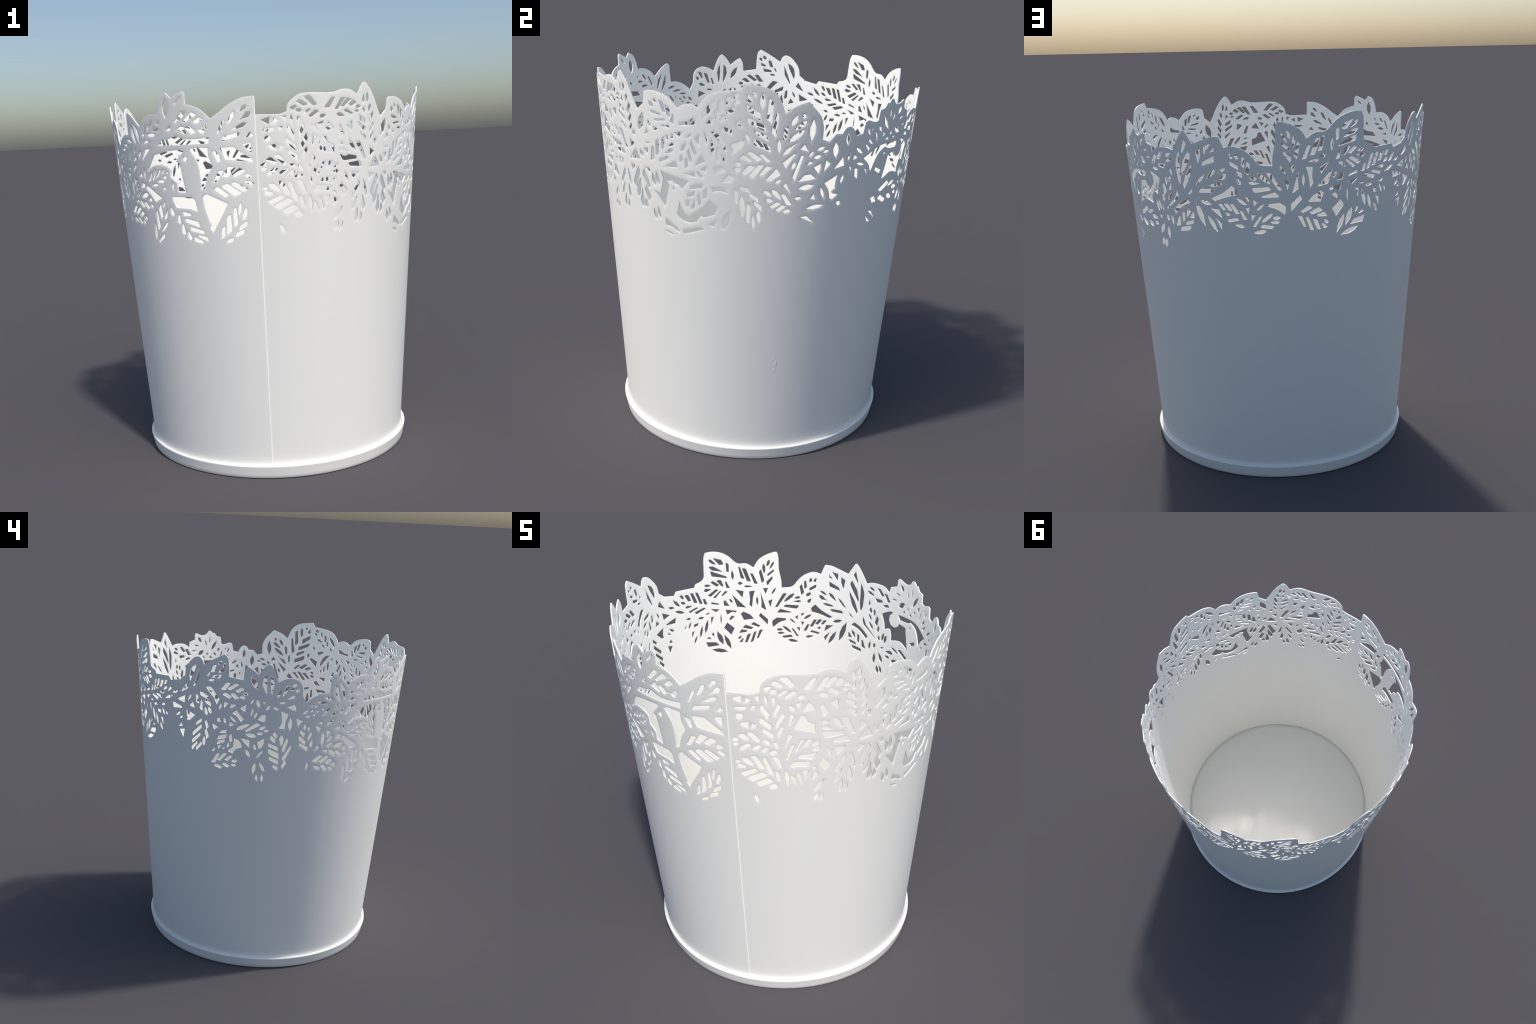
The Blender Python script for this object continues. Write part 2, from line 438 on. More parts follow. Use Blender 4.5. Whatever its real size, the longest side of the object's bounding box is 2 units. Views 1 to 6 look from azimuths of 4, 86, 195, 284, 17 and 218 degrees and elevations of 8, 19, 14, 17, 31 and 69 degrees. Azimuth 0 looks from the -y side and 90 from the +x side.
leaf((197.9, 1.612), (186.7, 1.680), [
    slot((0.98, -0.06), (0.78, -0.11), 0.09, 0.08),
    slot((0.83, -0.26), (0.40, -0.12), 0.12, 0.10),
    slot((0.56, -0.39), (0.06, -0.05), 0.11, 0.08),
    slot((0.96, 0.08), (0.67, -0.02), 0.09, 0.04),
    slot((0.79, 0.24), (0.34, 0.00), 0.13, 0.09),
    slot((0.48, 0.31), (0.08, 0.08), 0.05, 0.14)])
leaf((201.5, 1.760), (198.8, 1.925), [
    slot((0.91, 0.11), (0.62, 0.01), 0.08, 0.06),
    slot((0.62, 0.18), (0.39, -0.02), 0.07, 0.08),
    slot((0.37, 0.18), (0.08, 0.02), 0.08, 0.12),
    slot((0.94, -0.06), (0.70, -0.10), 0.10, 0.09),
    slot((0.76, -0.24), (0.44, -0.13), 0.11, 0.08),
    slot((0.53, -0.32), (0.12, -0.11), 0.10, 0.11)])
leaf((203.2, 1.501), (214.9, 1.430), [
    slot((0.08, 0.08), (0.27, 0.32), 0.07, 0.11),
    slot((0.32, 0.13), (0.57, 0.36), 0.09, 0.12),
    slot((0.53, 0.14), (0.76, 0.27), 0.07, 0.13),
    slot((0.77, 0.10), (0.92, 0.05), 0.07, 0.09),
    slot((0.07, -0.02), (0.33, -0.26), 0.10, 0.06),
    slot((0.28, 0.01), (0.56, -0.28), 0.08, 0.09),
    slot((0.50, 0.04), (0.74, -0.20), 0.11, 0.09),
    slot((0.76, -0.01), (0.91, -0.09), 0.06, 0.10)])
leaf((204.8, 1.751), (213.1, 1.817), [
    slot((0.54, 0.48), (0.13, 0.13), 0.10, 0.13),
    slot((0.94, 0.55), (0.46, 0.10), 0.15, 0.15),
    slot((1.15, 0.52), (0.77, 0.10), 0.08, 0.14),
    slot((0.24, -0.02), (0.59, -0.17), 0.07, 0.10),
    slot((0.69, -0.06), (0.89, -0.15), 0.09, 0.16)])
leaf((216.6, 1.762), (228.0, 1.797), [
    slot((0.18, 0.27), (0.05, 0.03), 0.06, 0.11),
    slot((0.46, 0.31), (0.25, 0.08), 0.14, 0.06),
    slot((0.71, 0.24), (0.42, 0.09), 0.09, 0.10),
    slot((0.72, 0.09), (0.96, 0.09), 0.08, 0.09),
    slot((0.09, -0.06), (0.25, -0.25), 0.10, 0.06),
    slot((0.31, -0.06), (0.54, -0.34), 0.06, 0.09),
    slot((0.44, -0.02), (0.74, -0.28), 0.10, 0.12),
    slot((0.68, -0.03), (0.96, -0.09), 0.08, 0.13)])
leaf((216.8, 1.848), (224.9, 1.968), [
    slot((0.31, 0.31), (0.08, 0.07), 0.11, 0.09),
    slot((0.39, 0.19), (0.82, 0.12), 0.18, 0.08),
    slot((0.60, 0.01), (0.93, -0.02), 0.07, 0.10),
    slot((-0.02, -0.08), (0.57, -0.35), 0.07, 0.16),
    slot((0.25, -0.03), (0.76, -0.21), 0.07, 0.14)])
leaf((226.3, 1.681), (239.4, 1.768), [
    slot((0.22, 0.18), (0.09, 0.03), 0.07, 0.09),
    slot((0.51, 0.30), (0.24, 0.01), 0.08, 0.08),
    slot((0.66, 0.25), (0.42, -0.00), 0.09, 0.10),
    slot((0.82, 0.17), (0.63, 0.01), 0.11, 0.09),
    slot((1.00, 0.12), (0.86, 0.03), 0.08, 0.06),
    slot((0.09, -0.06), (0.36, -0.28), 0.07, 0.09),
    slot((0.33, -0.10), (0.57, -0.29), 0.06, 0.07),
    slot((0.52, -0.10), (0.74, -0.18), 0.05, 0.08),
    slot((0.75, -0.09), (0.93, -0.06), 0.06, 0.08)])
leaf((255.0, 1.761), (260.8, 1.633), [
    slot((0.07, 0.08), (0.42, 0.31), 0.14, 0.11),
    slot((0.40, 0.11), (0.68, 0.25), 0.12, 0.12),
    slot((0.69, 0.12), (0.95, 0.05), 0.12, 0.11),
    slot((0.07, -0.07), (0.37, -0.24), 0.10, 0.12),
    slot((0.36, -0.01), (0.65, -0.25), 0.08, 0.13),
    slot((0.62, -0.02), (0.92, -0.13), 0.09, 0.13)])
leaf((257.5, 1.614), (253.7, 1.404), [
    slot((0.08, -0.02), (0.26, -0.16), 0.07, 0.06),
    slot((0.24, 0.02), (0.59, -0.20), 0.08, 0.08),
    slot((0.47, 0.04), (0.80, -0.17), 0.07, 0.08),
    slot((0.74, -0.00), (0.99, -0.13), 0.06, 0.08),
    slot((0.70, 0.14), (0.95, 0.01), 0.07, 0.07),
    slot((0.05, 0.09), (0.23, 0.21), 0.06, 0.08),
    slot((0.28, 0.15), (0.50, 0.28), 0.07, 0.09),
    slot((0.50, 0.16), (0.74, 0.22), 0.08, 0.08)])
leaf((259.2, 1.833), (267.1, 1.956), [
    slot((0.62, 0.18), (0.37, 0.06), 0.10, 0.11),
    slot((0.90, 0.11), (0.73, 0.10), 0.10, 0.09),
    slot((0.30, 0.13), (0.14, 0.08), 0.05, 0.06),
    slot((0.94, -0.02), (0.79, -0.06), 0.10, 0.07),
    slot((0.56, -0.07), (0.74, -0.16), 0.07, 0.09),
    slot((0.27, -0.03), (0.51, -0.24), 0.08, 0.12),
    slot((0.09, -0.03), (0.21, -0.16), 0.07, 0.07)])
leaf((261.1, 1.339), (272.4, 1.363), [
    slot((0.34, 0.39), (0.08, 0.05), 0.10, 0.12),
    slot((0.61, 0.39), (0.30, 0.13), 0.10, 0.10),
    slot((0.81, 0.29), (0.58, 0.13), 0.09, 0.10),
    slot((0.79, 0.10), (0.99, 0.10), 0.08, 0.11),
    slot((0.14, -0.01), (0.40, -0.14), 0.10, 0.10),
    slot((0.46, 0.04), (0.67, -0.11), 0.10, 0.10),
    slot((0.75, -0.02), (0.93, -0.07), 0.08, 0.09)])
leaf((265.3, 1.777), (276.1, 1.778), [
    slot((0.28, 0.38), (0.05, 0.09), 0.12, 0.14),
    slot((0.61, 0.36), (0.27, 0.13), 0.11, 0.11),
    slot((0.80, 0.22), (0.56, 0.07), 0.12, 0.11),
    slot((0.79, 0.04), (0.97, -0.00), 0.11, 0.11),
    slot((0.08, -0.02), (0.37, -0.16), 0.12, 0.12),
    slot((0.39, 0.01), (0.61, -0.19), 0.12, 0.13),
    slot((0.70, -0.07), (0.86, -0.15), 0.11, 0.08)])
leaf((268.6, 1.556), (265.4, 1.439), [
    slot((0.25, -0.35), (0.08, -0.09), 0.10, 0.15),
    slot((0.58, -0.37), (0.29, -0.00), 0.16, 0.16),
    slot((0.81, -0.30), (0.53, 0.01), 0.15, 0.12),
    slot((1.00, -0.17), (0.84, -0.07), 0.11, 0.06),
    slot((0.12, 0.12), (0.43, 0.30), 0.12, 0.12),
    slot((0.52, 0.19), (0.74, 0.26), 0.09, 0.11),
    slot((0.93, 0.04), (0.84, 0.14), 0.06, 0.06)])
leaf((271.3, 1.560), (284.3, 1.579), [
    slot((0.04, 0.05), (0.43, 0.20), 0.11, 0.09),
    slot((0.30, -0.01), (0.72, 0.21), 0.07, 0.11),
    slot((0.72, 0.04), (0.91, 0.12), 0.09, 0.07),
    slot((0.84, -0.03), (0.98, 0.00), 0.07, 0.08),
    slot((0.30, -0.10), (0.61, -0.18), 0.10, 0.11),
    slot((0.63, -0.08), (0.81, -0.11), 0.07, 0.08)])
leaf((286.5, 1.757), (295.2, 1.829), [
    slot((0.66, 0.32), (0.31, 0.02), 0.14, 0.10),
    slot((0.92, 0.24), (0.67, 0.06), 0.14, 0.08),
    slot((0.96, -0.01), (0.78, -0.07), 0.09, 0.13),
    slot((0.41, -0.15), (0.70, -0.21), 0.09, 0.12),
    slot((0.05, -0.16), (0.26, -0.25), 0.08, 0.07),
    slot((0.32, 0.27), (0.10, 0.07), 0.07, 0.08)])
leaf((289.3, 1.338), (287.2, 1.568), [
    slot((0.99, 0.08), (0.87, 0.00), 0.08, 0.08),
    slot((0.90, 0.17), (0.76, 0.05), 0.08, 0.08),
    slot((0.71, 0.24), (0.56, -0.01), 0.07, 0.09),
    slot((0.55, 0.26), (0.36, -0.02), 0.10, 0.13),
    slot((0.36, 0.25), (0.20, 0.01), 0.08, 0.09),
    slot((0.14, 0.17), (0.04, 0.04), 0.07, 0.09),
    slot((0.91, -0.12), (0.64, -0.09), 0.11, 0.08),
    slot((0.80, -0.26), (0.48, -0.11), 0.07, 0.08),
    slot((0.60, -0.34), (0.25, -0.09), 0.06, 0.09),
    slot((0.22, -0.18), (0.07, -0.05), 0.08, 0.07)])
leaf((300.4, 1.458), (299.0, 1.615), [
    slot((1.02, 0.07), (0.82, 0.11), 0.08, 0.11),
    slot((0.80, 0.28), (0.59, 0.11), 0.09, 0.13),
    slot((0.58, 0.34), (0.29, 0.10), 0.12, 0.12),
    slot((0.30, 0.35), (0.05, 0.01), 0.10, 0.14),
    slot((0.91, -0.07), (0.75, -0.04), 0.09, 0.09),
    slot((0.68, -0.16), (0.42, -0.00), 0.11, 0.09),
    slot((0.41, -0.17), (0.11, -0.08), 0.07, 0.11)])
leaf((302.5, 1.374), (313.7, 1.360), [
    slot((0.31, 0.35), (0.04, 0.08), 0.13, 0.15),
    slot((0.59, 0.32), (0.27, 0.08), 0.13, 0.13),
    slot((0.76, 0.20), (0.55, 0.05), 0.14, 0.13),
    slot((0.96, 0.04), (0.79, -0.01), 0.13, 0.11),
    slot((0.07, -0.06), (0.35, -0.18), 0.11, 0.11),
    slot((0.38, -0.01), (0.61, -0.20), 0.11, 0.11),
    slot((0.67, -0.08), (0.88, -0.17), 0.10, 0.08)])
leaf((306.7, 1.469), (318.3, 1.442), [
    slot((0.30, 0.23), (0.12, 0.07), 0.09, 0.10),
    slot((0.74, 0.25), (0.39, 0.10), 0.14, 0.11),
    slot((0.93, 0.12), (0.76, 0.07), 0.11, 0.08),
    slot((0.04, -0.07), (0.21, -0.09), 0.08, 0.09),
    slot((0.27, -0.03), (0.52, -0.20), 0.11, 0.11),
    slot((0.52, -0.03), (0.79, -0.19), 0.11, 0.11),
    slot((0.82, -0.07), (1.00, -0.10), 0.08, 0.08)])
leaf((315.4, 1.782), (326.3, 1.845), [
    slot((0.11, -0.02), (0.41, 0.23), 0.08, 0.08),
    slot((0.40, 0.07), (0.71, 0.20), 0.06, 0.10),
    slot((0.83, 0.06), (0.95, 0.05), 0.08, 0.07),
    slot((0.31, -0.07), (0.62, -0.20), 0.08, 0.10),
    slot((0.57, -0.02), (0.85, -0.11), 0.06, 0.09)])
leaf((317.4, 1.540), (327.4, 1.607), [
    slot((0.06, 0.09), (0.27, 0.27), 0.09, 0.07),
    slot((0.27, 0.05), (0.50, 0.28), 0.07, 0.06),
    slot((0.45, 0.05), (0.71, 0.20), 0.07, 0.07),
    slot((0.72, 0.06), (0.86, 0.12), 0.07, 0.05),
    slot((0.89, -0.02), (0.97, -0.01), 0.06, 0.05),
    slot((0.13, -0.07), (0.37, -0.18), 0.08, 0.05),
    slot((0.43, -0.07), (0.67, -0.20), 0.08, 0.07),
    slot((0.67, -0.08), (0.85, -0.12), 0.07, 0.08)])
leaf((323.9, 1.433), (318.1, 1.238), [
    slot((0.23, -0.24), (0.63, -0.02), 0.07, 0.10),
    slot((0.53, -0.23), (0.93, -0.05), 0.06, 0.08),
    slot((0.05, -0.17), (0.32, 0.01), 0.11, 0.08),
    slot((0.02, 0.10), (0.30, 0.11), 0.04, 0.09),
    slot((0.34, 0.21), (0.63, 0.09), 0.07, 0.07),
    slot((0.69, 0.19), (0.94, 0.04), 0.08, 0.06),
    slot((-0.10, -0.03), (0.05, -0.02), 0.06, 0.05)])
leaf((327.8, 1.434), (338.8, 1.241), [
    slot((0.27, 0.08), (0.42, 0.22), 0.08, 0.04),
    slot((0.39, 0.03), (0.69, 0.23), 0.07, 0.09),
    slot((0.59, 0.00), (0.87, 0.20), 0.07, 0.06),
    slot((0.81, 0.04), (1.02, 0.17), 0.04, 0.07),
    slot((0.79, -0.08), (0.99, 0.04), 0.08, 0.05),
    slot((-0.03, -0.06), (0.16, -0.14), 0.06, 0.09),
    slot((0.22, -0.01), (0.36, -0.13), 0.06, 0.07),
    slot((0.41, -0.07), (0.58, -0.20), 0.06, 0.09),
    slot((0.59, -0.08), (0.77, -0.15), 0.06, 0.09)])
leaf((330.5, 1.827), (344.2, 1.798), [
    slot((0.13, 0.09), (0.36, 0.39), 0.09, 0.12),
    slot((0.34, 0.13), (0.63, 0.37), 0.07, 0.13),
    slot((0.63, 0.13), (0.81, 0.27), 0.10, 0.10),
    slot((0.86, 0.09), (0.97, 0.04), 0.07, 0.04),
    slot((0.22, 0.00), (0.45, -0.13), 0.18, 0.07),
    slot((0.43, 0.05), (0.65, -0.11), 0.11, 0.12),
    slot((0.73, -0.01), (0.93, -0.05), 0.05, 0.12)])
leaf((342.8, 1.528), (358.7, 1.550), [
    slot((0.16, 0.06), (0.34, 0.29), 0.08, 0.10),
    slot((0.39, 0.14), (0.58, 0.34), 0.11, 0.14),
    slot((0.57, 0.14), (0.80, 0.26), 0.10, 0.12),
    slot((0.80, 0.11), (0.96, 0.09), 0.10, 0.06),
    slot((0.15, -0.04), (0.39, -0.26), 0.09, 0.08),
    slot((0.34, 0.00), (0.64, -0.26), 0.12, 0.13),
    slot((0.53, 0.01), (0.81, -0.19), 0.08, 0.10),
    slot((0.81, 0.01), (0.96, -0.08), 0.06, 0.07)])
leaf((346.3, 1.754), (358.9, 1.905), [
    slot((0.11, 0.04), (0.40, 0.16), 0.05, 0.07),
    slot((0.41, 0.05), (0.67, 0.14), 0.07, 0.08),
    slot((0.75, 0.06), (0.93, 0.08), 0.05, 0.08),
    slot((0.11, -0.09), (0.45, -0.26), 0.08, 0.07),
    slot((0.41, -0.10), (0.70, -0.19), 0.05, 0.08),
    slot((0.64, -0.06), (0.90, -0.08), 0.03, 0.11)])
leaf((348.0, 1.249), (355.0, 1.438), [
    slot((0.05, 0.12), (0.28, 0.23), 0.08, 0.09),
    slot((0.22, 0.03), (0.59, 0.23), 0.13, 0.10),
    slot((0.45, -0.04), (0.80, 0.17), 0.10, 0.08),
    slot((0.71, -0.00), (0.97, 0.10), 0.06, 0.07),
    slot((0.67, -0.14), (0.93, -0.07), 0.10, 0.08),
    slot((0.43, -0.13), (0.64, -0.25), 0.08, 0.08),
    slot((0.25, -0.11), (0.43, -0.27), 0.08, 0.09),
    slot((0.02, 0.01), (0.14, -0.12), 0.07, 0.07)])

slit((6.6, 1.330), (8.1, 1.283), 0.019)
slit((7.1, 1.782), (8.5, 1.803), 0.015)
slit((17.0, 1.468), (17.7, 1.381), 0.020)
slit((17.9, 1.803), (20.0, 1.775), 0.016)
slit((18.5, 1.439), (20.1, 1.385), 0.015)
slit((20.5, 1.455), (22.0, 1.391), 0.013)
slit((27.4, 1.327), (26.2, 1.288), 0.025)
slit((29.0, 1.400), (26.1, 1.338), 0.021)
slit((29.0, 1.323), (28.1, 1.281), 0.017)
slit((29.7, 1.571), (31.4, 1.519), 0.015)
slit((45.3, 1.635), (47.0, 1.601), 0.026)
slit((45.3, 1.634), (47.3, 1.601), 0.012)
slit((47.6, 1.819), (45.4, 1.730), 0.034)
slit((47.9, 1.819), (45.6, 1.727), 0.039)
slit((49.8, 1.787), (51.1, 1.754), 0.019)
slit((50.3, 1.353), (51.7, 1.293), 0.024)
slit((50.5, 1.534), (51.8, 1.465), 0.027)
slit((52.2, 1.545), (53.5, 1.472), 0.026)
slit((52.2, 1.365), (53.4, 1.303), 0.020)
slit((54.9, 1.251), (59.0, 1.233), 0.013)
slit((58.7, 1.478), (59.6, 1.466), 0.018)
slit((64.2, 1.723), (66.6, 1.749), 0.012)
slit((67.9, 1.572), (70.0, 1.538), 0.014)
slit((72.9, 1.730), (73.2, 1.641), 0.021)
slit((73.9, 1.907), (69.9, 1.823), 0.026)
slit((74.8, 1.694), (75.2, 1.627), 0.016)
slit((76.3, 1.659), (77.0, 1.627), 0.013)
slit((78.7, 1.386), (76.7, 1.293), 0.034)
slit((83.6, 1.767), (84.6, 1.728), 0.020)
slit((93.1, 1.531), (95.1, 1.553), 0.016)
slit((99.3, 1.638), (98.3, 1.599), 0.018)
slit((99.5, 1.458), (102.2, 1.460), 0.016)
slit((100.6, 1.505), (106.3, 1.520), 0.027)
slit((103.6, 1.405), (110.3, 1.420), 0.023)
slit((104.4, 1.838), (104.2, 1.731), 0.031)
slit((105.2, 1.688), (103.6, 1.654), 0.015)
slit((105.2, 1.652), (108.0, 1.662), 0.020)
slit((106.1, 1.689), (109.0, 1.703), 0.018)
slit((108.2, 1.677), (110.4, 1.688), 0.015)
slit((108.4, 1.509), (110.0, 1.453), 0.018)
slit((112.6, 1.725), (113.1, 1.645), 0.033)
slit((116.7, 1.566), (115.7, 1.515), 0.018)
slit((116.9, 1.767), (117.3, 1.701), 0.025)
slit((118.5, 1.676), (117.8, 1.623), 0.014)
slit((120.6, 1.687), (123.8, 1.656), 0.015)
slit((120.9, 1.687), (123.8, 1.656), 0.014)
slit((121.5, 1.611), (125.1, 1.600), 0.015)
slit((124.9, 1.776), (126.2, 1.741), 0.012)
slit((124.9, 1.779), (126.0, 1.750), 0.011)
slit((125.5, 1.728), (127.8, 1.696), 0.015)
slit((128.7, 1.762), (129.7, 1.723), 0.011)
slit((128.9, 1.756), (129.9, 1.705), 0.012)
slit((130.1, 1.780), (131.6, 1.752), 0.016)
slit((131.5, 1.429), (132.8, 1.392), 0.021)
slit((131.6, 1.833), (135.1, 1.760), 0.024)
slit((135.1, 1.647), (134.4, 1.632), 0.015)
slit((135.5, 1.864), (135.7, 1.810), 0.011)
slit((137.2, 1.750), (137.1, 1.726), 0.016)
slit((138.3, 1.843), (137.3, 1.791), 0.012)
slit((142.3, 1.866), (140.3, 1.822), 0.024)
slit((142.5, 1.732), (139.0, 1.765), 0.031)
slit((144.8, 1.809), (141.5, 1.797), 0.010)
slit((146.6, 1.765), (143.2, 1.767), 0.009)
slit((147.1, 1.542), (148.6, 1.486), 0.026)
slit((148.5, 1.553), (149.9, 1.494), 0.020)
slit((149.4, 1.345), (148.5, 1.293), 0.024)
slit((150.7, 1.424), (148.2, 1.359), 0.028)
slit((151.0, 1.340), (150.2, 1.286), 0.028)
slit((151.1, 1.526), (151.1, 1.491), 0.020)
slit((152.5, 1.412), (153.0, 1.340), 0.025)
slit((152.6, 1.472), (153.6, 1.440), 0.022)
slit((155.1, 1.477), (155.9, 1.421), 0.019)
slit((166.8, 1.561), (170.2, 1.434), 0.034)
slit((168.8, 1.566), (173.4, 1.550), 0.022)
slit((171.2, 1.494), (175.0, 1.406), 0.024)
slit((182.3, 1.585), (186.0, 1.551), 0.018)
slit((191.9, 1.558), (189.1, 1.520), 0.013)
slit((197.2, 1.750), (199.3, 1.704), 0.014)
slit((205.2, 1.704), (205.2, 1.644), 0.015)
slit((215.0, 1.877), (214.9, 1.812), 0.018)
slit((217.0, 1.708), (215.6, 1.675), 0.014)
slit((219.0, 1.374), (226.7, 1.412), 0.027)
slit((220.4, 1.490), (217.6, 1.388), 0.028)
slit((221.1, 1.623), (221.4, 1.552), 0.010)
slit((223.5, 1.519), (221.0, 1.424), 0.033)
slit((225.7, 1.638), (228.1, 1.638), 0.012)
slit((227.1, 1.605), (229.1, 1.514), 0.024)
slit((229.9, 1.576), (231.6, 1.496), 0.021)
slit((232.8, 1.525), (234.8, 1.470), 0.017)
slit((234.8, 1.632), (237.3, 1.642), 0.016)
slit((235.0, 1.618), (236.8, 1.571), 0.017)
slit((237.4, 1.678), (242.2, 1.708), 0.018)
slit((237.5, 1.605), (238.7, 1.576), 0.012)
slit((242.1, 1.726), (245.5, 1.745), 0.013)
slit((242.2, 1.727), (245.3, 1.741), 0.017)
slit((242.4, 1.709), (237.7, 1.680), 0.018)
slit((242.6, 1.775), (239.5, 1.725), 0.019)
slit((242.7, 1.779), (239.3, 1.725), 0.014)
slit((243.8, 1.592), (246.5, 1.620), 0.015)
slit((252.2, 1.743), (250.6, 1.700), 0.013)
slit((262.8, 1.442), (261.7, 1.418), 0.014)
slit((265.3, 1.713), (264.7, 1.676), 0.013)
slit((266.4, 1.632), (267.3, 1.597), 0.016)
slit((268.6, 1.646), (271.6, 1.609), 0.013)
slit((275.3, 1.456), (277.4, 1.408), 0.020)
slit((276.5, 1.884), (279.6, 1.809), 0.029)
slit((277.9, 1.704), (277.1, 1.653), 0.011)
slit((277.9, 1.754), (276.9, 1.726), 0.012)
slit((278.6, 1.492), (279.4, 1.454), 0.016)
slit((279.1, 1.755), (280.3, 1.706), 0.020)
slit((279.3, 1.380), (278.7, 1.307), 0.021)
slit((279.4, 1.681), (278.4, 1.644), 0.014)
slit((280.0, 1.308), (280.4, 1.263), 0.015)
slit((281.0, 1.383), (283.4, 1.324), 0.018)
slit((282.3, 1.311), (282.4, 1.262), 0.018)
slit((282.4, 1.456), (279.8, 1.409), 0.013)
slit((284.4, 1.725), (282.6, 1.695), 0.015)
slit((285.3, 1.713), (287.7, 1.701), 0.015)
slit((292.2, 1.657), (292.3, 1.575), 0.025)
slit((297.9, 1.664), (300.1, 1.662), 0.015)
slit((299.2, 1.703), (296.9, 1.676), 0.015)
slit((299.5, 1.724), (303.3, 1.723), 0.013)
slit((300.4, 1.388), (300.2, 1.337), 0.015)
slit((300.9, 1.673), (302.3, 1.673), 0.012)
slit((301.6, 1.708), (299.9, 1.688), 0.013)
slit((301.7, 1.749), (306.8, 1.739), 0.014)
slit((303.6, 1.699), (302.0, 1.684), 0.012)
slit((304.5, 1.714), (305.3, 1.695), 0.010)
slit((304.9, 1.773), (309.1, 1.759), 0.017)
slit((306.0, 1.572), (306.2, 1.480), 0.025)
slit((308.5, 1.725), (305.4, 1.668), 0.014)
slit((310.5, 1.545), (308.3, 1.509), 0.018)
slit((310.6, 1.645), (307.4, 1.610), 0.016)
slit((310.8, 1.727), (310.2, 1.704), 0.013)
slit((311.1, 1.685), (308.9, 1.663), 0.017)
slit((314.0, 1.715), (313.1, 1.681), 0.019)
slit((315.2, 1.623), (315.1, 1.571), 0.016)
slit((328.9, 1.554), (328.8, 1.514), 0.013)
slit((329.1, 1.960), (328.5, 1.867), 0.038)
slit((332.7, 1.929), (335.4, 1.968), 0.015)
slit((334.7, 1.682), (335.1, 1.651), 0.024)

window((1.4, 1.790), (5.7, 1.796), (5.6, 1.781), (3.8, 1.777))
window((1.5, 1.835), (4.5, 1.849), (4.2, 1.813))
window((2.5, 1.751), (3.0, 1.759), (4.3, 1.760), (4.7, 1.749), (4.2, 1.732), (3.3, 1.730), (2.5, 1.739))
window((3.1, 1.710), (6.2, 1.721), (5.9, 1.685))
window((5.6, 1.843), (7.5, 1.828), (5.6, 1.812))
window((7.3, 1.713), (8.9, 1.699), (6.9, 1.686))
window((8.0, 1.847), (9.6, 1.851), (9.4, 1.824))
window((18.0, 1.657), (19.3, 1.644), (16.9, 1.595))
window((18.4, 1.758), (20.0, 1.749), (18.1, 1.702))
window((19.9, 1.808), (22.3, 1.820), (21.1, 1.789))
window((21.6, 1.749), (22.8, 1.745), (23.7, 1.715), (25.9, 1.701), (25.9, 1.657), (19.5, 1.687))
window((22.2, 1.461), (24.3, 1.458), (23.1, 1.417))
window((23.7, 1.813), (25.7, 1.786), (25.5, 1.777), (22.2, 1.770))
window((24.8, 1.473), (25.8, 1.481), (26.9, 1.461))
window((25.8, 1.450), (27.5, 1.438), (25.6, 1.410))
window((27.2, 1.788), (28.1, 1.797), (29.8, 1.748), (28.3, 1.740))
window((28.5, 1.520), (31.2, 1.476), (29.4, 1.452), (27.2, 1.481))
window((30.0, 1.799), (32.6, 1.813), (32.8, 1.776), (32.3, 1.766))
window((32.2, 1.567), (35.8, 1.565), (33.3, 1.525))
window((40.1, 1.546), (42.5, 1.551), (40.6, 1.519))
window((40.3, 1.555), (42.5, 1.548), (40.4, 1.517))
window((40.5, 1.678), (42.8, 1.660), (40.5, 1.633))
window((40.7, 1.677), (42.4, 1.662), (40.6, 1.639))
window((42.7, 1.728), (43.2, 1.697), (41.8, 1.710))
window((43.0, 1.633), (45.1, 1.586), (39.8, 1.582))
window((43.4, 1.726), (43.6, 1.694), (41.9, 1.705))
window((43.4, 1.632), (45.5, 1.585), (40.3, 1.581))
window((47.2, 1.553), (49.5, 1.554), (49.5, 1.525))
window((47.4, 1.648), (49.0, 1.651), (48.8, 1.625))
window((47.4, 1.645), (49.1, 1.650), (49.0, 1.614))
window((48.0, 1.677), (50.6, 1.681), (49.1, 1.668))
window((49.1, 1.746), (50.1, 1.728), (47.8, 1.712))
window((52.3, 1.762), (54.0, 1.751), (52.4, 1.739))
window((54.1, 1.550), (65.0, 1.520), (62.2, 1.475), (60.8, 1.492), (59.4, 1.495), (58.4, 1.511), (58.0, 1.501), (56.9, 1.504), (57.6, 1.485), (55.4, 1.369), (51.1, 1.446), (53.8, 1.435), (55.1, 1.515))
window((55.5, 1.572), (60.3, 1.610), (61.3, 1.577))
window((55.8, 1.315), (60.6, 1.270), (60.8, 1.249), (58.0, 1.271), (55.1, 1.279))
window((60.2, 1.746), (63.6, 1.754), (61.8, 1.723))
window((61.3, 1.409), (63.1, 1.359), (64.6, 1.344), (70.2, 1.403), (72.0, 1.438), (75.2, 1.405), (73.5, 1.364), (69.7, 1.343), (68.9, 1.352), (67.1, 1.318), (64.5, 1.310), (61.4, 1.324), (60.2, 1.347))
window((62.1, 1.797), (64.6, 1.801), (67.2, 1.823), (67.7, 1.809), (67.6, 1.791), (62.0, 1.780))
window((62.2, 1.271), (68.6, 1.297), (70.4, 1.289), (67.4, 1.271), (62.4, 1.248))
window((63.2, 1.554), (67.0, 1.568), (67.5, 1.539))
window((69.1, 1.752), (68.7, 1.694), (67.2, 1.728))
window((69.4, 1.652), (71.0, 1.623), (67.1, 1.596))
window((70.6, 1.757), (71.7, 1.746), (71.2, 1.707))
window((71.3, 1.601), (70.7, 1.570), (69.2, 1.585))
window((71.5, 1.312), (74.3, 1.335), (73.4, 1.304))
window((72.5, 1.766), (73.9, 1.765), (75.6, 1.749), (77.2, 1.707), (77.6, 1.677), (76.9, 1.683), (75.1, 1.720), (73.6, 1.748))
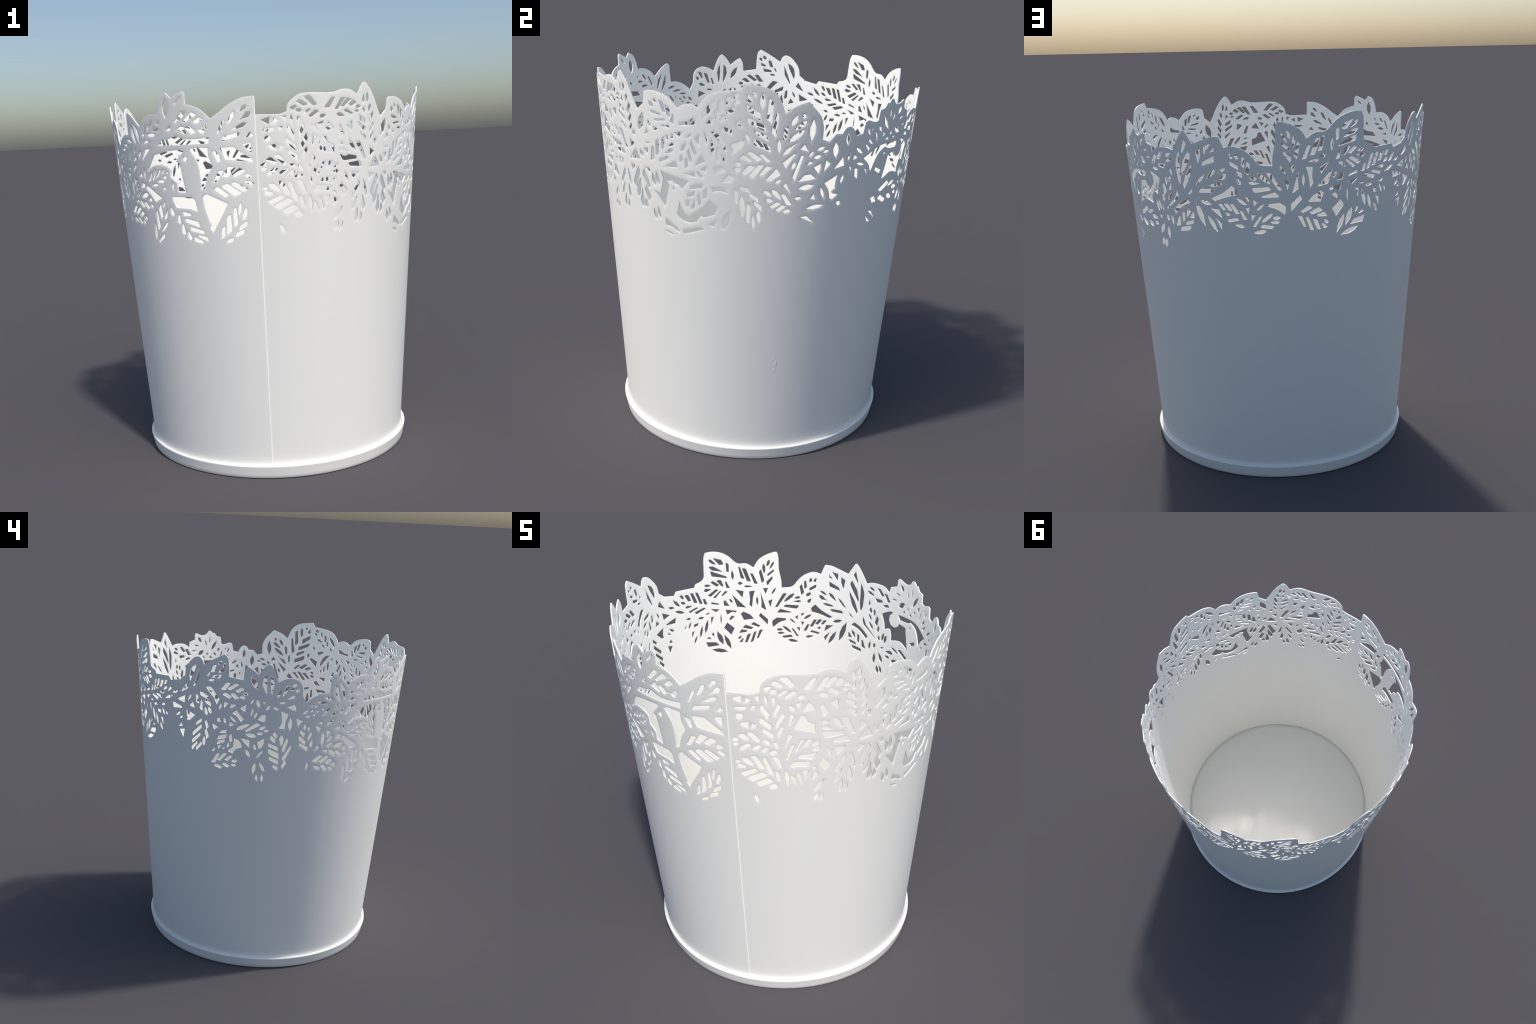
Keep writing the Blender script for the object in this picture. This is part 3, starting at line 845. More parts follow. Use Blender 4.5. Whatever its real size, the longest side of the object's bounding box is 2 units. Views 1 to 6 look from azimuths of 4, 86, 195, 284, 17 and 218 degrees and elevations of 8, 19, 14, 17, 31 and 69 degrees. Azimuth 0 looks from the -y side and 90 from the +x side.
window((72.8, 1.830), (73.0, 1.802), (71.0, 1.799))
window((72.9, 1.500), (78.2, 1.506), (77.8, 1.477), (75.4, 1.485), (73.0, 1.478))
window((73.9, 1.597), (77.0, 1.598), (76.9, 1.586), (74.0, 1.566))
window((75.5, 1.783), (77.2, 1.790), (79.4, 1.780), (79.1, 1.756), (77.2, 1.771))
window((78.4, 1.568), (80.2, 1.553), (79.1, 1.535), (76.0, 1.529))
window((79.0, 1.711), (82.6, 1.734), (83.2, 1.717), (79.6, 1.666))
window((80.5, 1.807), (81.7, 1.824), (82.1, 1.794))
window((93.4, 1.605), (94.7, 1.576), (91.5, 1.545), (89.9, 1.546))
window((96.7, 1.537), (98.1, 1.488), (95.8, 1.522))
window((99.0, 1.678), (99.2, 1.671), (96.3, 1.608), (95.2, 1.632))
window((100.4, 1.538), (102.6, 1.572), (104.6, 1.576), (106.5, 1.552))
window((101.1, 1.667), (102.0, 1.665), (99.5, 1.546), (98.6, 1.561))
window((101.9, 1.366), (104.2, 1.369), (106.8, 1.333))
window((102.0, 1.720), (103.3, 1.685), (100.6, 1.695))
window((104.1, 1.638), (105.3, 1.628), (102.9, 1.615))
window((106.4, 1.482), (106.7, 1.450), (105.0, 1.453))
window((108.0, 1.627), (107.9, 1.597), (107.3, 1.576), (105.5, 1.608))
window((109.7, 1.640), (111.4, 1.620), (109.0, 1.580))
window((114.6, 1.567), (113.9, 1.535), (113.9, 1.497), (112.6, 1.487), (112.9, 1.475), (115.3, 1.466), (113.1, 1.443), (112.0, 1.452), (111.4, 1.491), (109.7, 1.528))
window((114.7, 1.429), (116.2, 1.434), (116.6, 1.414), (115.4, 1.407))
window((116.0, 1.654), (116.6, 1.607), (112.6, 1.592))
window((118.5, 1.599), (119.5, 1.597), (119.5, 1.568))
window((120.2, 1.654), (121.8, 1.640), (119.8, 1.627))
window((120.9, 1.586), (122.4, 1.584), (122.5, 1.533), (121.2, 1.546))
window((124.6, 1.697), (125.2, 1.698), (126.9, 1.677), (126.2, 1.665))
window((125.3, 1.576), (126.4, 1.574), (126.7, 1.546))
window((126.3, 1.785), (127.4, 1.772), (127.1, 1.759))
window((128.5, 1.333), (131.4, 1.298), (129.9, 1.295))
window((129.8, 1.352), (131.7, 1.351), (133.1, 1.313))
window((131.6, 1.771), (130.5, 1.779), (131.0, 1.756))
window((133.9, 1.738), (132.7, 1.748), (132.0, 1.718))
window((134.2, 1.555), (130.7, 1.577), (130.5, 1.560), (132.9, 1.542))
window((135.4, 1.725), (134.1, 1.706), (136.1, 1.707))
window((140.0, 1.710), (138.7, 1.727), (138.5, 1.709))
window((142.4, 1.688), (137.7, 1.689), (131.4, 1.682), (124.3, 1.632), (127.0, 1.597), (127.8, 1.571), (128.1, 1.558), (131.1, 1.642), (133.3, 1.664), (134.9, 1.672), (136.5, 1.662), (141.0, 1.659))
window((148.1, 1.465), (150.1, 1.461), (149.3, 1.445))
window((150.7, 1.662), (146.0, 1.692), (144.8, 1.690), (146.4, 1.668), (146.6, 1.636), (145.3, 1.613), (143.5, 1.606), (142.0, 1.616), (141.1, 1.638), (137.2, 1.630), (136.6, 1.592), (134.8, 1.505), (136.7, 1.517), (139.6, 1.533), (142.2, 1.531), (144.9, 1.520), (145.1, 1.554), (145.9, 1.584), (147.0, 1.585), (148.7, 1.575), (149.1, 1.607))
window((156.3, 1.705), (157.1, 1.728), (157.5, 1.686))
window((159.3, 1.618), (159.8, 1.591), (159.1, 1.565), (153.4, 1.502), (152.9, 1.505), (157.8, 1.569))
window((161.6, 1.819), (159.7, 1.759), (159.7, 1.716), (160.3, 1.657), (161.0, 1.644), (161.5, 1.684), (161.5, 1.735))
window((163.3, 1.569), (164.8, 1.549), (161.7, 1.533), (159.2, 1.505), (157.4, 1.481), (156.7, 1.504), (160.3, 1.548))
window((163.9, 1.875), (165.0, 1.851), (162.9, 1.803), (162.7, 1.814))
window((165.4, 1.819), (166.3, 1.798), (165.9, 1.779), (162.3, 1.693), (161.9, 1.712), (162.9, 1.766))
window((165.9, 1.626), (165.8, 1.607), (164.4, 1.592), (164.1, 1.598))
window((166.3, 1.753), (166.3, 1.727), (165.0, 1.670), (162.6, 1.620), (162.1, 1.640), (163.6, 1.695))
window((170.2, 1.831), (168.3, 1.814), (169.1, 1.754), (170.2, 1.796))
window((171.5, 1.846), (174.3, 1.856), (171.6, 1.801))
window((172.7, 1.529), (176.0, 1.525), (176.8, 1.483))
window((174.1, 1.485), (176.7, 1.452), (176.4, 1.422))
window((175.2, 1.796), (175.1, 1.765), (170.3, 1.743), (171.1, 1.767))
window((175.4, 1.840), (175.3, 1.817), (173.6, 1.809))
window((180.9, 1.649), (182.7, 1.624), (182.4, 1.601), (178.9, 1.590), (174.7, 1.569), (173.3, 1.581), (178.2, 1.616))
window((185.3, 1.592), (187.0, 1.588), (186.6, 1.568))
window((185.5, 1.535), (186.8, 1.538), (186.4, 1.508))
window((187.3, 1.500), (188.8, 1.499), (187.5, 1.470))
window((188.2, 1.577), (189.6, 1.563), (188.3, 1.546))
window((193.1, 1.544), (193.5, 1.556), (197.1, 1.562), (199.0, 1.544), (199.2, 1.527), (198.8, 1.501), (196.0, 1.530))
window((198.8, 1.678), (200.6, 1.669), (199.8, 1.626))
window((200.5, 1.748), (202.6, 1.750), (201.6, 1.711))
window((203.7, 1.727), (203.4, 1.667), (203.6, 1.630), (201.4, 1.608))
window((204.1, 1.597), (204.8, 1.578), (201.1, 1.518), (200.9, 1.553))
window((206.0, 1.738), (208.4, 1.736), (208.2, 1.689), (208.6, 1.655), (207.5, 1.635), (206.9, 1.698))
window((210.7, 1.741), (214.1, 1.756), (211.3, 1.701))
window((211.3, 1.615), (212.5, 1.604), (211.2, 1.560), (206.8, 1.562), (208.5, 1.592))
window((215.0, 1.590), (216.5, 1.600), (217.6, 1.584), (217.2, 1.569))
window((215.6, 1.728), (213.8, 1.648), (209.9, 1.636))
window((218.7, 1.562), (220.2, 1.532), (217.1, 1.478), (215.5, 1.518))
window((218.8, 1.702), (219.6, 1.696), (219.4, 1.666), (217.0, 1.660))
window((219.0, 1.643), (218.3, 1.608), (215.9, 1.622), (214.7, 1.613), (213.9, 1.624), (216.4, 1.634))
window((221.3, 1.650), (225.6, 1.665), (223.1, 1.636))
window((221.4, 1.677), (221.9, 1.689), (224.9, 1.704), (225.1, 1.692))
window((224.3, 1.615), (225.8, 1.612), (225.8, 1.562))
window((225.1, 1.518), (226.2, 1.507), (224.8, 1.486))
window((227.6, 1.496), (228.7, 1.486), (226.0, 1.474))
window((228.6, 1.624), (230.7, 1.631), (232.0, 1.619), (229.4, 1.612))
window((229.1, 1.466), (228.2, 1.431), (222.8, 1.425), (224.4, 1.451))
window((231.5, 1.598), (233.9, 1.595), (234.1, 1.575), (232.0, 1.580))
window((233.6, 1.558), (235.3, 1.550), (235.5, 1.505))
window((242.1, 1.671), (248.0, 1.651), (246.6, 1.644), (242.7, 1.638))
window((242.4, 1.672), (247.7, 1.654), (247.3, 1.643), (245.0, 1.647), (242.6, 1.638))
window((245.7, 1.513), (248.5, 1.523), (247.6, 1.469))
window((246.6, 1.557), (247.5, 1.537), (245.3, 1.530))
window((247.6, 1.603), (247.2, 1.583), (245.5, 1.583))
window((249.1, 1.727), (248.7, 1.681), (244.9, 1.696))
window((249.2, 1.724), (248.5, 1.682), (245.4, 1.696))
window((249.4, 1.644), (253.8, 1.618), (250.2, 1.581))
window((249.5, 1.643), (253.9, 1.620), (251.1, 1.582), (249.7, 1.582), (250.4, 1.610))
window((249.6, 1.800), (250.8, 1.773), (247.4, 1.745))
window((249.7, 1.799), (250.8, 1.774), (247.0, 1.744))
window((252.8, 1.699), (253.8, 1.660), (251.2, 1.672))
window((254.7, 1.918), (254.0, 1.883), (251.7, 1.817), (251.4, 1.849), (251.9, 1.883), (252.8, 1.901))
window((256.3, 1.904), (255.9, 1.843), (253.6, 1.789), (253.2, 1.791), (254.6, 1.847))
window((258.7, 1.797), (260.9, 1.802), (261.8, 1.790), (264.6, 1.735), (263.4, 1.704), (262.3, 1.742))
window((261.4, 1.589), (264.2, 1.570), (262.4, 1.553))
window((263.7, 1.622), (264.7, 1.627), (265.2, 1.601), (263.7, 1.606))
window((266.4, 1.723), (268.2, 1.718), (266.6, 1.689))
window((268.7, 1.609), (270.7, 1.595), (268.9, 1.583))
window((269.1, 1.713), (271.2, 1.715), (270.6, 1.700), (269.1, 1.693))
window((269.7, 1.662), (271.5, 1.683), (272.5, 1.664), (274.4, 1.632), (273.3, 1.617), (271.7, 1.649))
window((270.8, 1.516), (272.8, 1.502), (273.9, 1.474), (273.7, 1.463), (271.8, 1.452), (270.2, 1.423), (268.2, 1.435), (270.4, 1.463))
window((273.3, 1.518), (276.8, 1.513), (276.9, 1.467))
window((275.2, 1.722), (274.9, 1.676), (272.8, 1.696))
window((281.4, 1.746), (282.8, 1.738), (281.9, 1.724))
window((282.5, 1.900), (282.8, 1.787), (282.2, 1.799), (281.0, 1.842), (281.3, 1.878))
window((282.7, 1.530), (282.4, 1.495), (281.7, 1.472), (280.7, 1.465), (279.9, 1.503))
window((282.7, 1.669), (282.7, 1.639), (282.3, 1.625), (279.9, 1.638), (281.1, 1.666))
window((284.0, 1.901), (284.9, 1.878), (285.4, 1.848), (284.8, 1.785), (284.3, 1.796), (283.9, 1.847))
window((288.5, 1.693), (291.4, 1.675), (290.3, 1.628), (290.3, 1.588), (288.1, 1.595), (289.1, 1.627))
window((290.6, 1.717), (293.9, 1.736), (294.2, 1.694))
window((294.5, 1.653), (297.2, 1.636), (295.3, 1.604))
window((302.3, 1.610), (305.0, 1.593), (304.1, 1.568))
window((303.9, 1.493), (305.0, 1.471), (303.1, 1.454))
window((304.4, 1.634), (305.4, 1.624), (305.4, 1.617), (303.6, 1.620))
window((307.3, 1.577), (309.7, 1.568), (308.0, 1.539))
window((309.5, 1.848), (310.2, 1.837), (312.4, 1.747), (311.1, 1.757), (309.5, 1.793))
window((311.1, 1.862), (313.7, 1.818), (314.3, 1.782), (314.5, 1.750), (313.4, 1.769), (311.6, 1.836))
window((312.7, 1.552), (314.7, 1.541), (314.1, 1.523), (311.8, 1.527))
window((313.1, 1.605), (313.7, 1.575), (311.4, 1.585))
window((315.0, 1.666), (316.3, 1.717), (319.9, 1.724))
window((315.4, 1.540), (323.2, 1.472), (319.8, 1.453), (317.5, 1.491), (314.8, 1.520))
window((316.2, 1.746), (317.6, 1.767), (320.0, 1.758))
window((317.1, 1.607), (321.2, 1.689), (327.1, 1.705), (333.9, 1.713), (334.7, 1.705), (332.3, 1.673), (331.3, 1.654), (332.6, 1.646), (334.1, 1.497), (331.0, 1.505), (330.7, 1.550), (328.3, 1.578), (328.0, 1.623), (325.6, 1.637), (320.8, 1.636))
window((323.8, 1.521), (325.1, 1.529), (325.9, 1.509))
window((323.8, 1.736), (325.5, 1.764), (328.8, 1.767), (331.7, 1.778), (335.2, 1.763), (339.3, 1.759), (344.3, 1.765), (344.1, 1.735))
window((327.6, 1.479), (336.1, 1.476), (337.4, 1.462), (338.1, 1.404), (335.4, 1.418), (329.5, 1.424))
window((328.1, 1.805), (329.9, 1.835), (330.3, 1.808))
window((328.3, 1.807), (329.8, 1.832), (330.1, 1.806))
window((336.9, 1.712), (337.9, 1.717), (343.6, 1.714), (343.7, 1.670), (344.9, 1.625), (342.7, 1.576), (341.5, 1.519), (340.2, 1.512), (339.4, 1.652))
window((340.3, 1.479), (341.9, 1.491), (349.2, 1.440), (347.5, 1.396), (343.4, 1.301), (342.0, 1.325), (342.8, 1.334), (340.8, 1.422))
window((344.9, 1.704), (347.3, 1.685), (347.8, 1.647), (346.7, 1.644))
window((347.7, 1.712), (352.3, 1.714), (358.7, 1.646), (358.2, 1.638), (349.4, 1.656))
window((355.3, 1.724), (358.1, 1.732), (358.2, 1.680))
window((356.5, 1.755), (357.9, 1.782), (359.2, 1.762))

bird((335.2, 1.674), (336.3, 1.597), (338.2, 1.471), (341.8, 1.331), girth=0.040)
bird((58.9, 1.478), (58.6, 1.374), (62.1, 1.299), (67.1, 1.302), girth=0.032)
bird((134.6, 1.650), (133.7, 1.604), (131.7, 1.530), girth=0.027)


# ---------------------------------------------------------------- flat sheet -> triangles
COLUMNS = [0.0, 0.09] + [1.5 * i for i in range(1, 240)] + [LAP_AZ - 0.09, LAP_AZ, 360.0]     # azimuths of the wall's vertical rows
LEFT_TOP = RIM[0][1]


def rounded(points, closed, corner=42):
    """Smooth curve through the points that keeps the sharp corners sharp."""
    pts = [np.asarray(p, float) for p in points]
    n = len(pts)
    unit = lambda v: v / max(np.linalg.norm(v), 1e-9)
    out = []
    for i in range(n if closed else n - 1):
        p0, p1, p2, p3 = (pts[(i + k) % n] for k in (-1, 0, 1, 2))
        d = unit(p2 - p1)
        size = np.linalg.norm(p2 - p1)
        limit = math.cos(math.radians(corner))
        t1 = t2 = d
        if (closed or i > 0) and unit(p1 - p0) @ d > limit:
            t1 = unit(unit(p1 - p0) + d)
        if (closed or i < n - 2) and unit(p3 - p2) @ d > limit:
            t2 = unit(unit(p3 - p2) + d)
        steps = 1 if (t1 is d and t2 is d) or size < 0.008 else 4
        for k in range(steps):
            s = k / steps
            h = (2 * s ** 3 - 3 * s ** 2 + 1, s ** 3 - 2 * s ** 2 + s, -2 * s ** 3 + 3 * s ** 2, s ** 3 - s ** 2)
            out.append(h[0] * p1 + h[1] * size * t1 + h[2] * p2 + h[3] * size * t2)
    if not closed:
        out.append(pts[-1])
    return out


def fine(points, closed, step=0.02):
    out = []
    n = len(points)
    for i in range(n if closed else n - 1):
        p, q = np.asarray(points[i]), np.asarray(points[(i + 1) % n])
        k = max(1, int(math.ceil(np.linalg.norm(q - p) / step)))
        out += [p + (q - p) * j / k for j in range(k)]
    if not closed:
        out.append(np.asarray(points[-1]))
    return out


def inside_polygon(p, poly):
    poly = np.asarray(poly)
    x, y = p[:, 0], p[:, 1]
    hit = np.zeros(len(p), bool)
    j = len(poly) - 1
    for i in range(len(poly)):
        xi, yi = poly[i]
        xj, yj = poly[j]
        if yi != yj:
            hit ^= ((yi > y) != (yj > y)) & (x < (xj - xi) * (y - yi) / (yj - yi) + xi)
        j = i
    return hit


HOLES[:] = [rounded(h, True, 36) if len(h) > 6 and k in WINDOWS else h for k, h in enumerate(HOLES)]


def triangulate():
    verts, edges = [], []

    def add(poly, closed):
        s = len(verts)
        verts.extend(poly)
        n = len(poly)
        edges.extend((s + i, s + (i + 1) % n) for i in range(n if closed else n - 1))

    bottom = [flat((a, LACE_Z)) for a in COLUMNS]
    side_z = [LACE_Z + (LEFT_TOP - LACE_Z) * i / 40 for i in range(41)]
    right = [flat((360.0, z)) for z in side_z[1:]]
    left = [flat((0.0, z)) for z in side_z[1:-1]]
    top = fine(rounded([flat(p) for p in RIM], False), False)
    sheet = bottom + right + top[::-1] + left[::-1]
    add(sheet, True)
    for a, top_z in ((0.09, LEFT_TOP), (LAP_AZ - 0.09, RIM[-1][1] - 0.002), (LAP_AZ, RIM[-1][1])):
        x_lap = flat((a, 0))[0]
        add(fine([np.array((x_lap, LACE_Z)), np.array((x_lap, top_z - 0.0005))], False), False)
    for h in HOLES:
        add(fine(h, True), True)
    # filling lattice, kept clear of the cut edges
    seg_a = np.array([verts[i] for i, j in edges])
    seg_b = np.array([verts[j] for i, j in edges])
    step = 0.013
    xs = np.arange(step, flat((360, 0))[0], step)
    zs = np.arange(LACE_Z + step, 2.0, step * 0.87)
    pts = np.array([(x + (step * 0.5 if r % 2 else 0), z) for r, z in enumerate(zs) for x in xs])
    pts += rng.uniform(-0.0015, 0.0015, pts.shape)
    keep = np.ones(len(pts), bool)
    for s in range(0, len(edges), 1):
        a, b = seg_a[s], seg_b[s]
        lo, hi = np.minimum(a, b) - 0.0065, np.maximum(a, b) + 0.0065
        near = np.nonzero((pts[:, 0] > lo[0]) & (pts[:, 0] < hi[0]) & (pts[:, 1] > lo[1]) & (pts[:, 1] < hi[1]))[0]
        if len(near):
            e = b - a
            t = np.clip(((pts[near] - a) @ e) / max(e @ e, 1e-12), 0, 1)
            keep[near[np.linalg.norm(pts[near] - (a + t[:, None] * e), axis=1) < 0.006]] = False
    keep &= inside_polygon(pts, sheet)
    verts.extend(pts[keep])
    v, _, f, *_ = delaunay_2d_cdt([Vector((float(p[0]), float(p[1]))) for p in verts], edges, [], 0, 1e-5)
    v = np.array([(p.x, p.y) for p in v])
    f = np.array([t for t in f if len(t) == 3])
    mid = v[f].mean(axis=1)
    ok = inside_polygon(mid, sheet)
    for h in HOLES:
        h = np.asarray(h)
        lo, hi = h.min(axis=0), h.max(axis=0)
        near = np.nonzero((mid[:, 0] > lo[0]) & (mid[:, 0] < hi[0]) & (mid[:, 1] > lo[1]) & (mid[:, 1] < hi[1]))[0]
        if len(near):
            ok[near[inside_polygon(mid[near], h)]] = False
    f = f[ok]
    # roll up: the right-hand border coincides with the left-hand one up to LEFT_TOP
    x_end = flat((360, 0))[0]
    home = np.arange(len(v))
    left_ids = {round(v[i, 1], 4): i for i in np.nonzero(v[:, 0] < 1e-6)[0]}
    for i in np.nonzero(v[:, 0] > x_end - 1e-6)[0]:
        k = round(v[i, 1], 4)
        if k in left_ids:
            home[i] = left_ids[k]
    f_flat, f = f, home[f]
    # drop loose scraps that no longer hang on the sheet
    parent = np.arange(len(v))

    def find(i):
        while parent[i] != i:
            parent[i] = parent[parent[i]]
            i = parent[i]
        return i
    for a, b, c in f:
        parent[find(a)] = find(b)
        parent[find(b)] = find(c)
    roots = np.array([find(a) for a, _, _ in f])
    names, counts = np.unique(roots, return_counts=True)
    ok = roots == names[counts.argmax()]
    return v, f[ok], f_flat[ok]


V, F, F_FLAT = triangulate()

# ---------------------------------------------------------------- triangles -> lace in the round
az = np.degrees(V[:, 0] / FLAT_R)
outer = np.array([on_wall(a, z) for a, z in zip(az, V[:, 1])])
inner = np.array([on_wall(a, z, SHEET) for a, z in zip(az, V[:, 1])])
rad = np.radians(az)
facing = np.stack([np.sin(rad), -np.cos(rad), np.full(len(V), -CONE_SLOPE)], axis=1)
facing /= np.linalg.norm(facing, axis=1)[:, None]
# the end of the sheet is a narrow rounded edge that catches the sun
SEAM_EDGE = np.array((math.sin(math.radians(18)), -math.cos(math.radians(18)), 0.09))
SEAM_EDGE /= np.linalg.norm(SEAM_EDGE)
for i in np.nonzero((az > LAP_AZ - 0.01) | (az < 0.01))[0]:
    facing[i] = SEAM_EDGE

edge_use = {}
for k, (a, b, c) in enumerate(F):
    for e in ((a, b), (b, c), (c, a)):
        edge_use.setdefault((min(e), max(e)), []).append((k, e))
cut_edges = [u[0] for e, u in edge_use.items() if len(u) == 1 and not (abs(V[e[0], 1] - LACE_Z) < 1e-6 and abs(V[e[1], 1] - LACE_Z) < 1e-6)]
open_dir = np.zeros((len(V), 3))                     # away from the metal, at cut edges
edge_out = {}
for k, (i, j) in cut_edges:
    d = outer[j] - outer[i]
    o = np.cross(d, facing[i])
    o /= max(np.linalg.norm(o), 1e-9)
    edge_out[(i, j)] = o
    open_dir[i] += o
    open_dir[j] += o
ln = np.linalg.norm(open_dir, axis=1)
open_dir[ln > 0] /= ln[ln > 0][:, None]
EDGE_ROUND = 0.14                                    # how strongly the paint rounds the cut edges in the light
soft_out = facing + EDGE_ROUND * open_dir
soft_out /= np.linalg.norm(soft_out, axis=1)[:, None]
smooth_in = np.stack([-np.sin(rad), np.cos(rad), np.full(len(V), CONE_SLOPE)], axis=1)
smooth_in /= np.linalg.norm(smooth_in, axis=1)[:, None]
soft_in = smooth_in + EDGE_ROUND * open_dir
soft_in /= np.linalg.norm(soft_in, axis=1)[:, None]

# which part every triangle belongs to
mid = np.array([V[t].mean(axis=0) for t in F_FLAT])
part_of = np.full(len(F), -1)
for r, (kind, test) in enumerate(REGIONS):
    part_of[(part_of < 0) & test(mid)] = r

pot = bpy.data.objects.new("flower_pot", None)
pot["label"] = "white metal flower pot with pierced leaf and bird lace rim"
pot["category"] = "flower pot"
bpy.context.scene.collection.objects.link(pot)


def make_object(name, verts, faces, normals, parent, smooth=True):
    me = bpy.data.meshes.new(name)
    me.from_pydata([tuple(p) for p in verts], [], [tuple(int(i) for i in f) for f in faces])
    me.materials.append(ENAMEL)
    me.polygons.foreach_set("use_smooth", [smooth] * len(me.polygons))
    if normals is not None:
        me.normals_split_custom_set([tuple(map(float, n)) for n in normals])
    me.update()
    ob = bpy.data.objects.new(name, me)
    ob.parent = parent
    bpy.context.scene.collection.objects.link(ob)
    return ob


walls_of = {}
for k, e in cut_edges:
    walls_of.setdefault(part_of[k], []).append(e)


def lace_piece(name, part, parent):
    tris = F[part_of == part]
    if len(tris) == 0:
        return None
    faces, normals = [], []
    n = len(V)
    for a, b, c in tris:
        faces.append((a, b, c))
        normals += [soft_out[a], soft_out[b], soft_out[c]]
        faces.append((n + c, n + b, n + a))
        normals += [soft_in[c], soft_in[b], soft_in[a]]
    for i, j in walls_of.get(part, []):
        o = edge_out[(i, j)]
        faces.append((j, i, n + i, n + j))
        oi = 0.5 * o + 0.5 * open_dir[i]
        oj = 0.5 * o + 0.5 * open_dir[j]
        normals += [oj + 0.2 * facing[j], oi + 0.2 * facing[i], oi - 0.2 * facing[i], oj - 0.2 * facing[j]]
    used = sorted({int(i) for f in faces for i in f})
    new = {o: i for i, o in enumerate(used)}
    both = np.concatenate([outer, inner])
    normals = [v / max(np.linalg.norm(v), 1e-9) for v in normals]
    return make_object(name, both[used], [[new[int(i)] for i in f] for f in faces], normals, parent)


lace = lace_piece("lace_rim", -1, pot)
for r, (kind, _) in enumerate(REGIONS):
    lace_piece(kind, r, lace)

# ---------------------------------------------------------------- plain wall below the lace
def fillet(z):
    """Slight flare added above the foot to imitate the soft shading glow there."""
    return 0.0028 * math.exp(-(z - FOOT_TOP) / 0.012) if z < 0.2 else 0.0


rows = [0.058, 0.068, 0.071, 0.074, 0.079, 0.085, 0.093, 0.104, 0.12, 0.15] + [0.2 + (LACE_Z - 0.2) * i / 20 for i in range(21)]
cols = COLUMNS[:-1]
nc = len(cols)
verts, faces, normals = [], [], []


def turned(a, side):
    i = math.radians(a)
    n = np.array((math.sin(i), -math.cos(i), -CONE_SLOPE))
    if side > 0 and (a > LAP_AZ - 0.01 or a < 0.01):
        return SEAM_EDGE
    return n * side / np.linalg.norm(n)


for z in rows:
    for a in cols:
        x, y, _ = on_wall(a, z, -fillet(z))
        verts.append((x, y, z))
inner_rows = [LACE_Z - (LACE_Z - 0.04) * i / 20 for i in range(21)]
for z in inner_rows:
    for a in cols:
        verts.append(on_wall(a, z, SHEET))
vn = []
for z in rows:
    g = -fillet(z) / 0.0028 * 0.3
    for a in cols:
        n = turned(a, 1) + np.array((0, 0, -g))
        vn.append(n / np.linalg.norm(n))
for z in inner_rows:
    vn += [turned(a, -1) for a in cols]
nr = len(rows) + len(inner_rows)
for r in range(nr - 1):
    if r == len(rows) - 1:
        continue
    for i in range(nc):
        j = (i + 1) % nc
        faces.append((r * nc + i, r * nc + j, (r + 1) * nc + j, (r + 1) * nc + i))
normals = [vn[i] for f in faces for i in f]
wall = make_object("pot_wall", verts, faces, normals, pot)


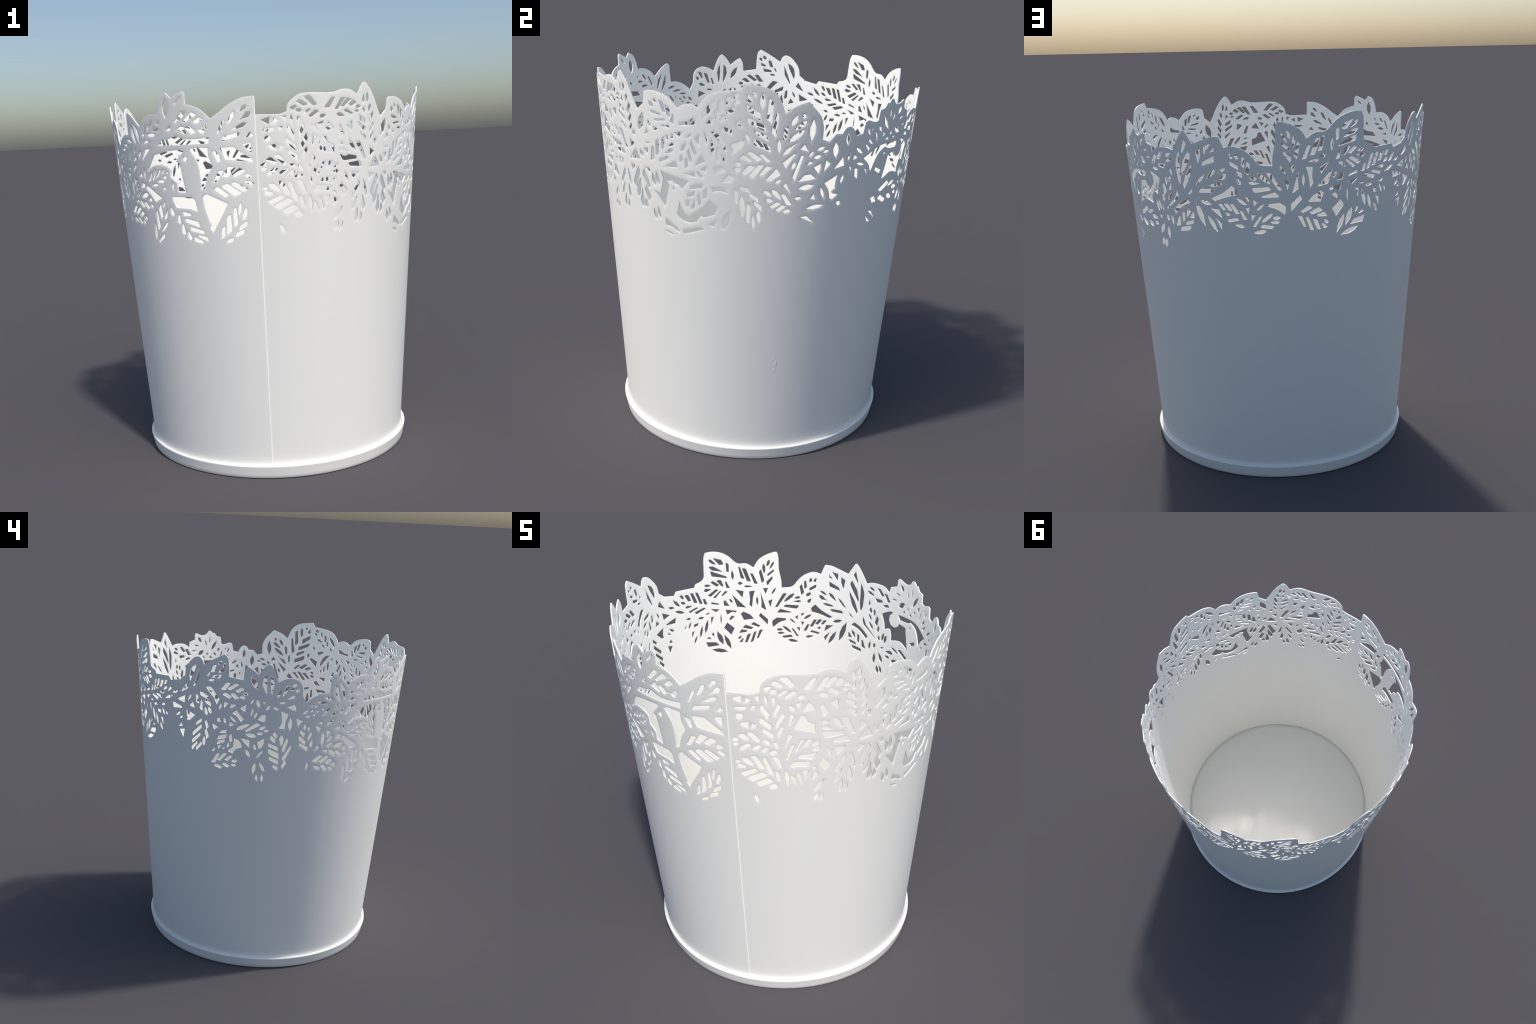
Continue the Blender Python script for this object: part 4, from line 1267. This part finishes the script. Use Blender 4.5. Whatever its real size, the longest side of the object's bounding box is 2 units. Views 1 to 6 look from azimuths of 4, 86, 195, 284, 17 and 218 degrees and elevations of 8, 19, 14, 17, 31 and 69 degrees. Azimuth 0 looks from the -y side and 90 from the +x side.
# ---------------------------------------------------------------- turned parts
def turn(name, profile, parent, axis, count=120, wobble=0.0):
    """Revolve a closed or axis-to-axis profile of (radius, height)."""
    verts, faces = [], []
    m = len(profile)
    phase = [random.uniform(0, 6.28) for _ in range(6)]
    for i in range(count):
        a = 2 * math.pi * i / count
        jag = rng.uniform(-1, 1)
        for r, z in profile:
            w = 0.0
            if wobble and r > 0.7515:
                w = wobble * (0.6 * jag + 0.5 * math.sin(5 * a + phase[0]) + 0.4 * math.sin(13 * a + phase[1]))
            verts.append((axis[0] + (r + w) * math.sin(a), axis[1] - (r + w) * math.cos(a), z + (w * 0.8 if z > 0.03 else 0)))
    closed = profile[0][0] > 1e-6
    for i in range(count):
        j = (i + 1) % count
        for k in range(m if closed else m - 1):
            l = (k + 1) % m
            quad = (i * m + k, i * m + l, j * m + l, j * m + k)
            faces.append(quad)
    ob = make_object(name, verts, faces, None, parent)
    return ob


foot = turn("foot_ring", [(0.715, 0.050), (0.715, 0.004), (0.719, 0.0), (0.744, 0.0), (0.7468, 0.003),
                          (0.7502, 0.020), (0.7550, 0.045), (0.7578, 0.059), (0.7592, 0.0648), (0.7584, 0.0676),
                          (0.7540, 0.0690), (0.7462, 0.0690), (0.7440, 0.0672), (0.7432, 0.0600), (0.7300, 0.0500)], pot, FOOT_AXIS, 96, 0.0009)
floor = turn("pot_floor", [(0.0, 0.034), (0.724, 0.034), (0.7305, 0.040), (0.7305, 0.0570), (0.7298, FLOOR_Z), (0.70, FLOOR_Z + 0.0003),
                           (0.35, FLOOR_Z + 0.0006), (0.0, FLOOR_Z + 0.0006)], pot, AXIS, 240)
for ob in (foot, floor):
    ob.data.validate()
    import bmesh
    bm = bmesh.new()
    bm.from_mesh(ob.data)
    bmesh.ops.remove_doubles(bm, verts=bm.verts, dist=1e-6)
    bmesh.ops.recalc_face_normals(bm, faces=bm.faces)
    bm.to_mesh(ob.data)
    bm.free()
    ob.data.polygons.foreach_set("use_smooth", [True] * len(ob.data.polygons))


# ---------------------------------------------------------------- small runs in the paint
def paint_run(az, z, width, height, rise):
    """A low drop-shaped bump of paint on the wall."""
    verts, faces = [], []
    rings, count = 5, 20
    for r in range(rings + 1):
        s = r / rings
        for k in range(count):
            a = 2 * math.pi * k / count
            x = math.cos(a) * s * width * 0.5
            y = math.sin(a) * s * height * 0.5
            lift = rise * (1 - s * s) - 0.0003 * (s > 0.99)
            verts.append(on_wall(az + math.degrees(x / wall_radius(z)), z + y, -lift))
    for r in range(rings):
        for k in range(count):
            l = (k + 1) % count
            faces.append((r * count + k, (r + 1) * count + k, (r + 1) * count + l, r * count + l))
    make_object("paint_run", verts, faces, None, wall)


paint_run(96.5, 0.575, 0.012, 0.040, 0.0012)
paint_run(95.6, 0.600, 0.009, 0.012, 0.0008)
paint_run(95.9, 0.538, 0.010, 0.020, 0.0006)
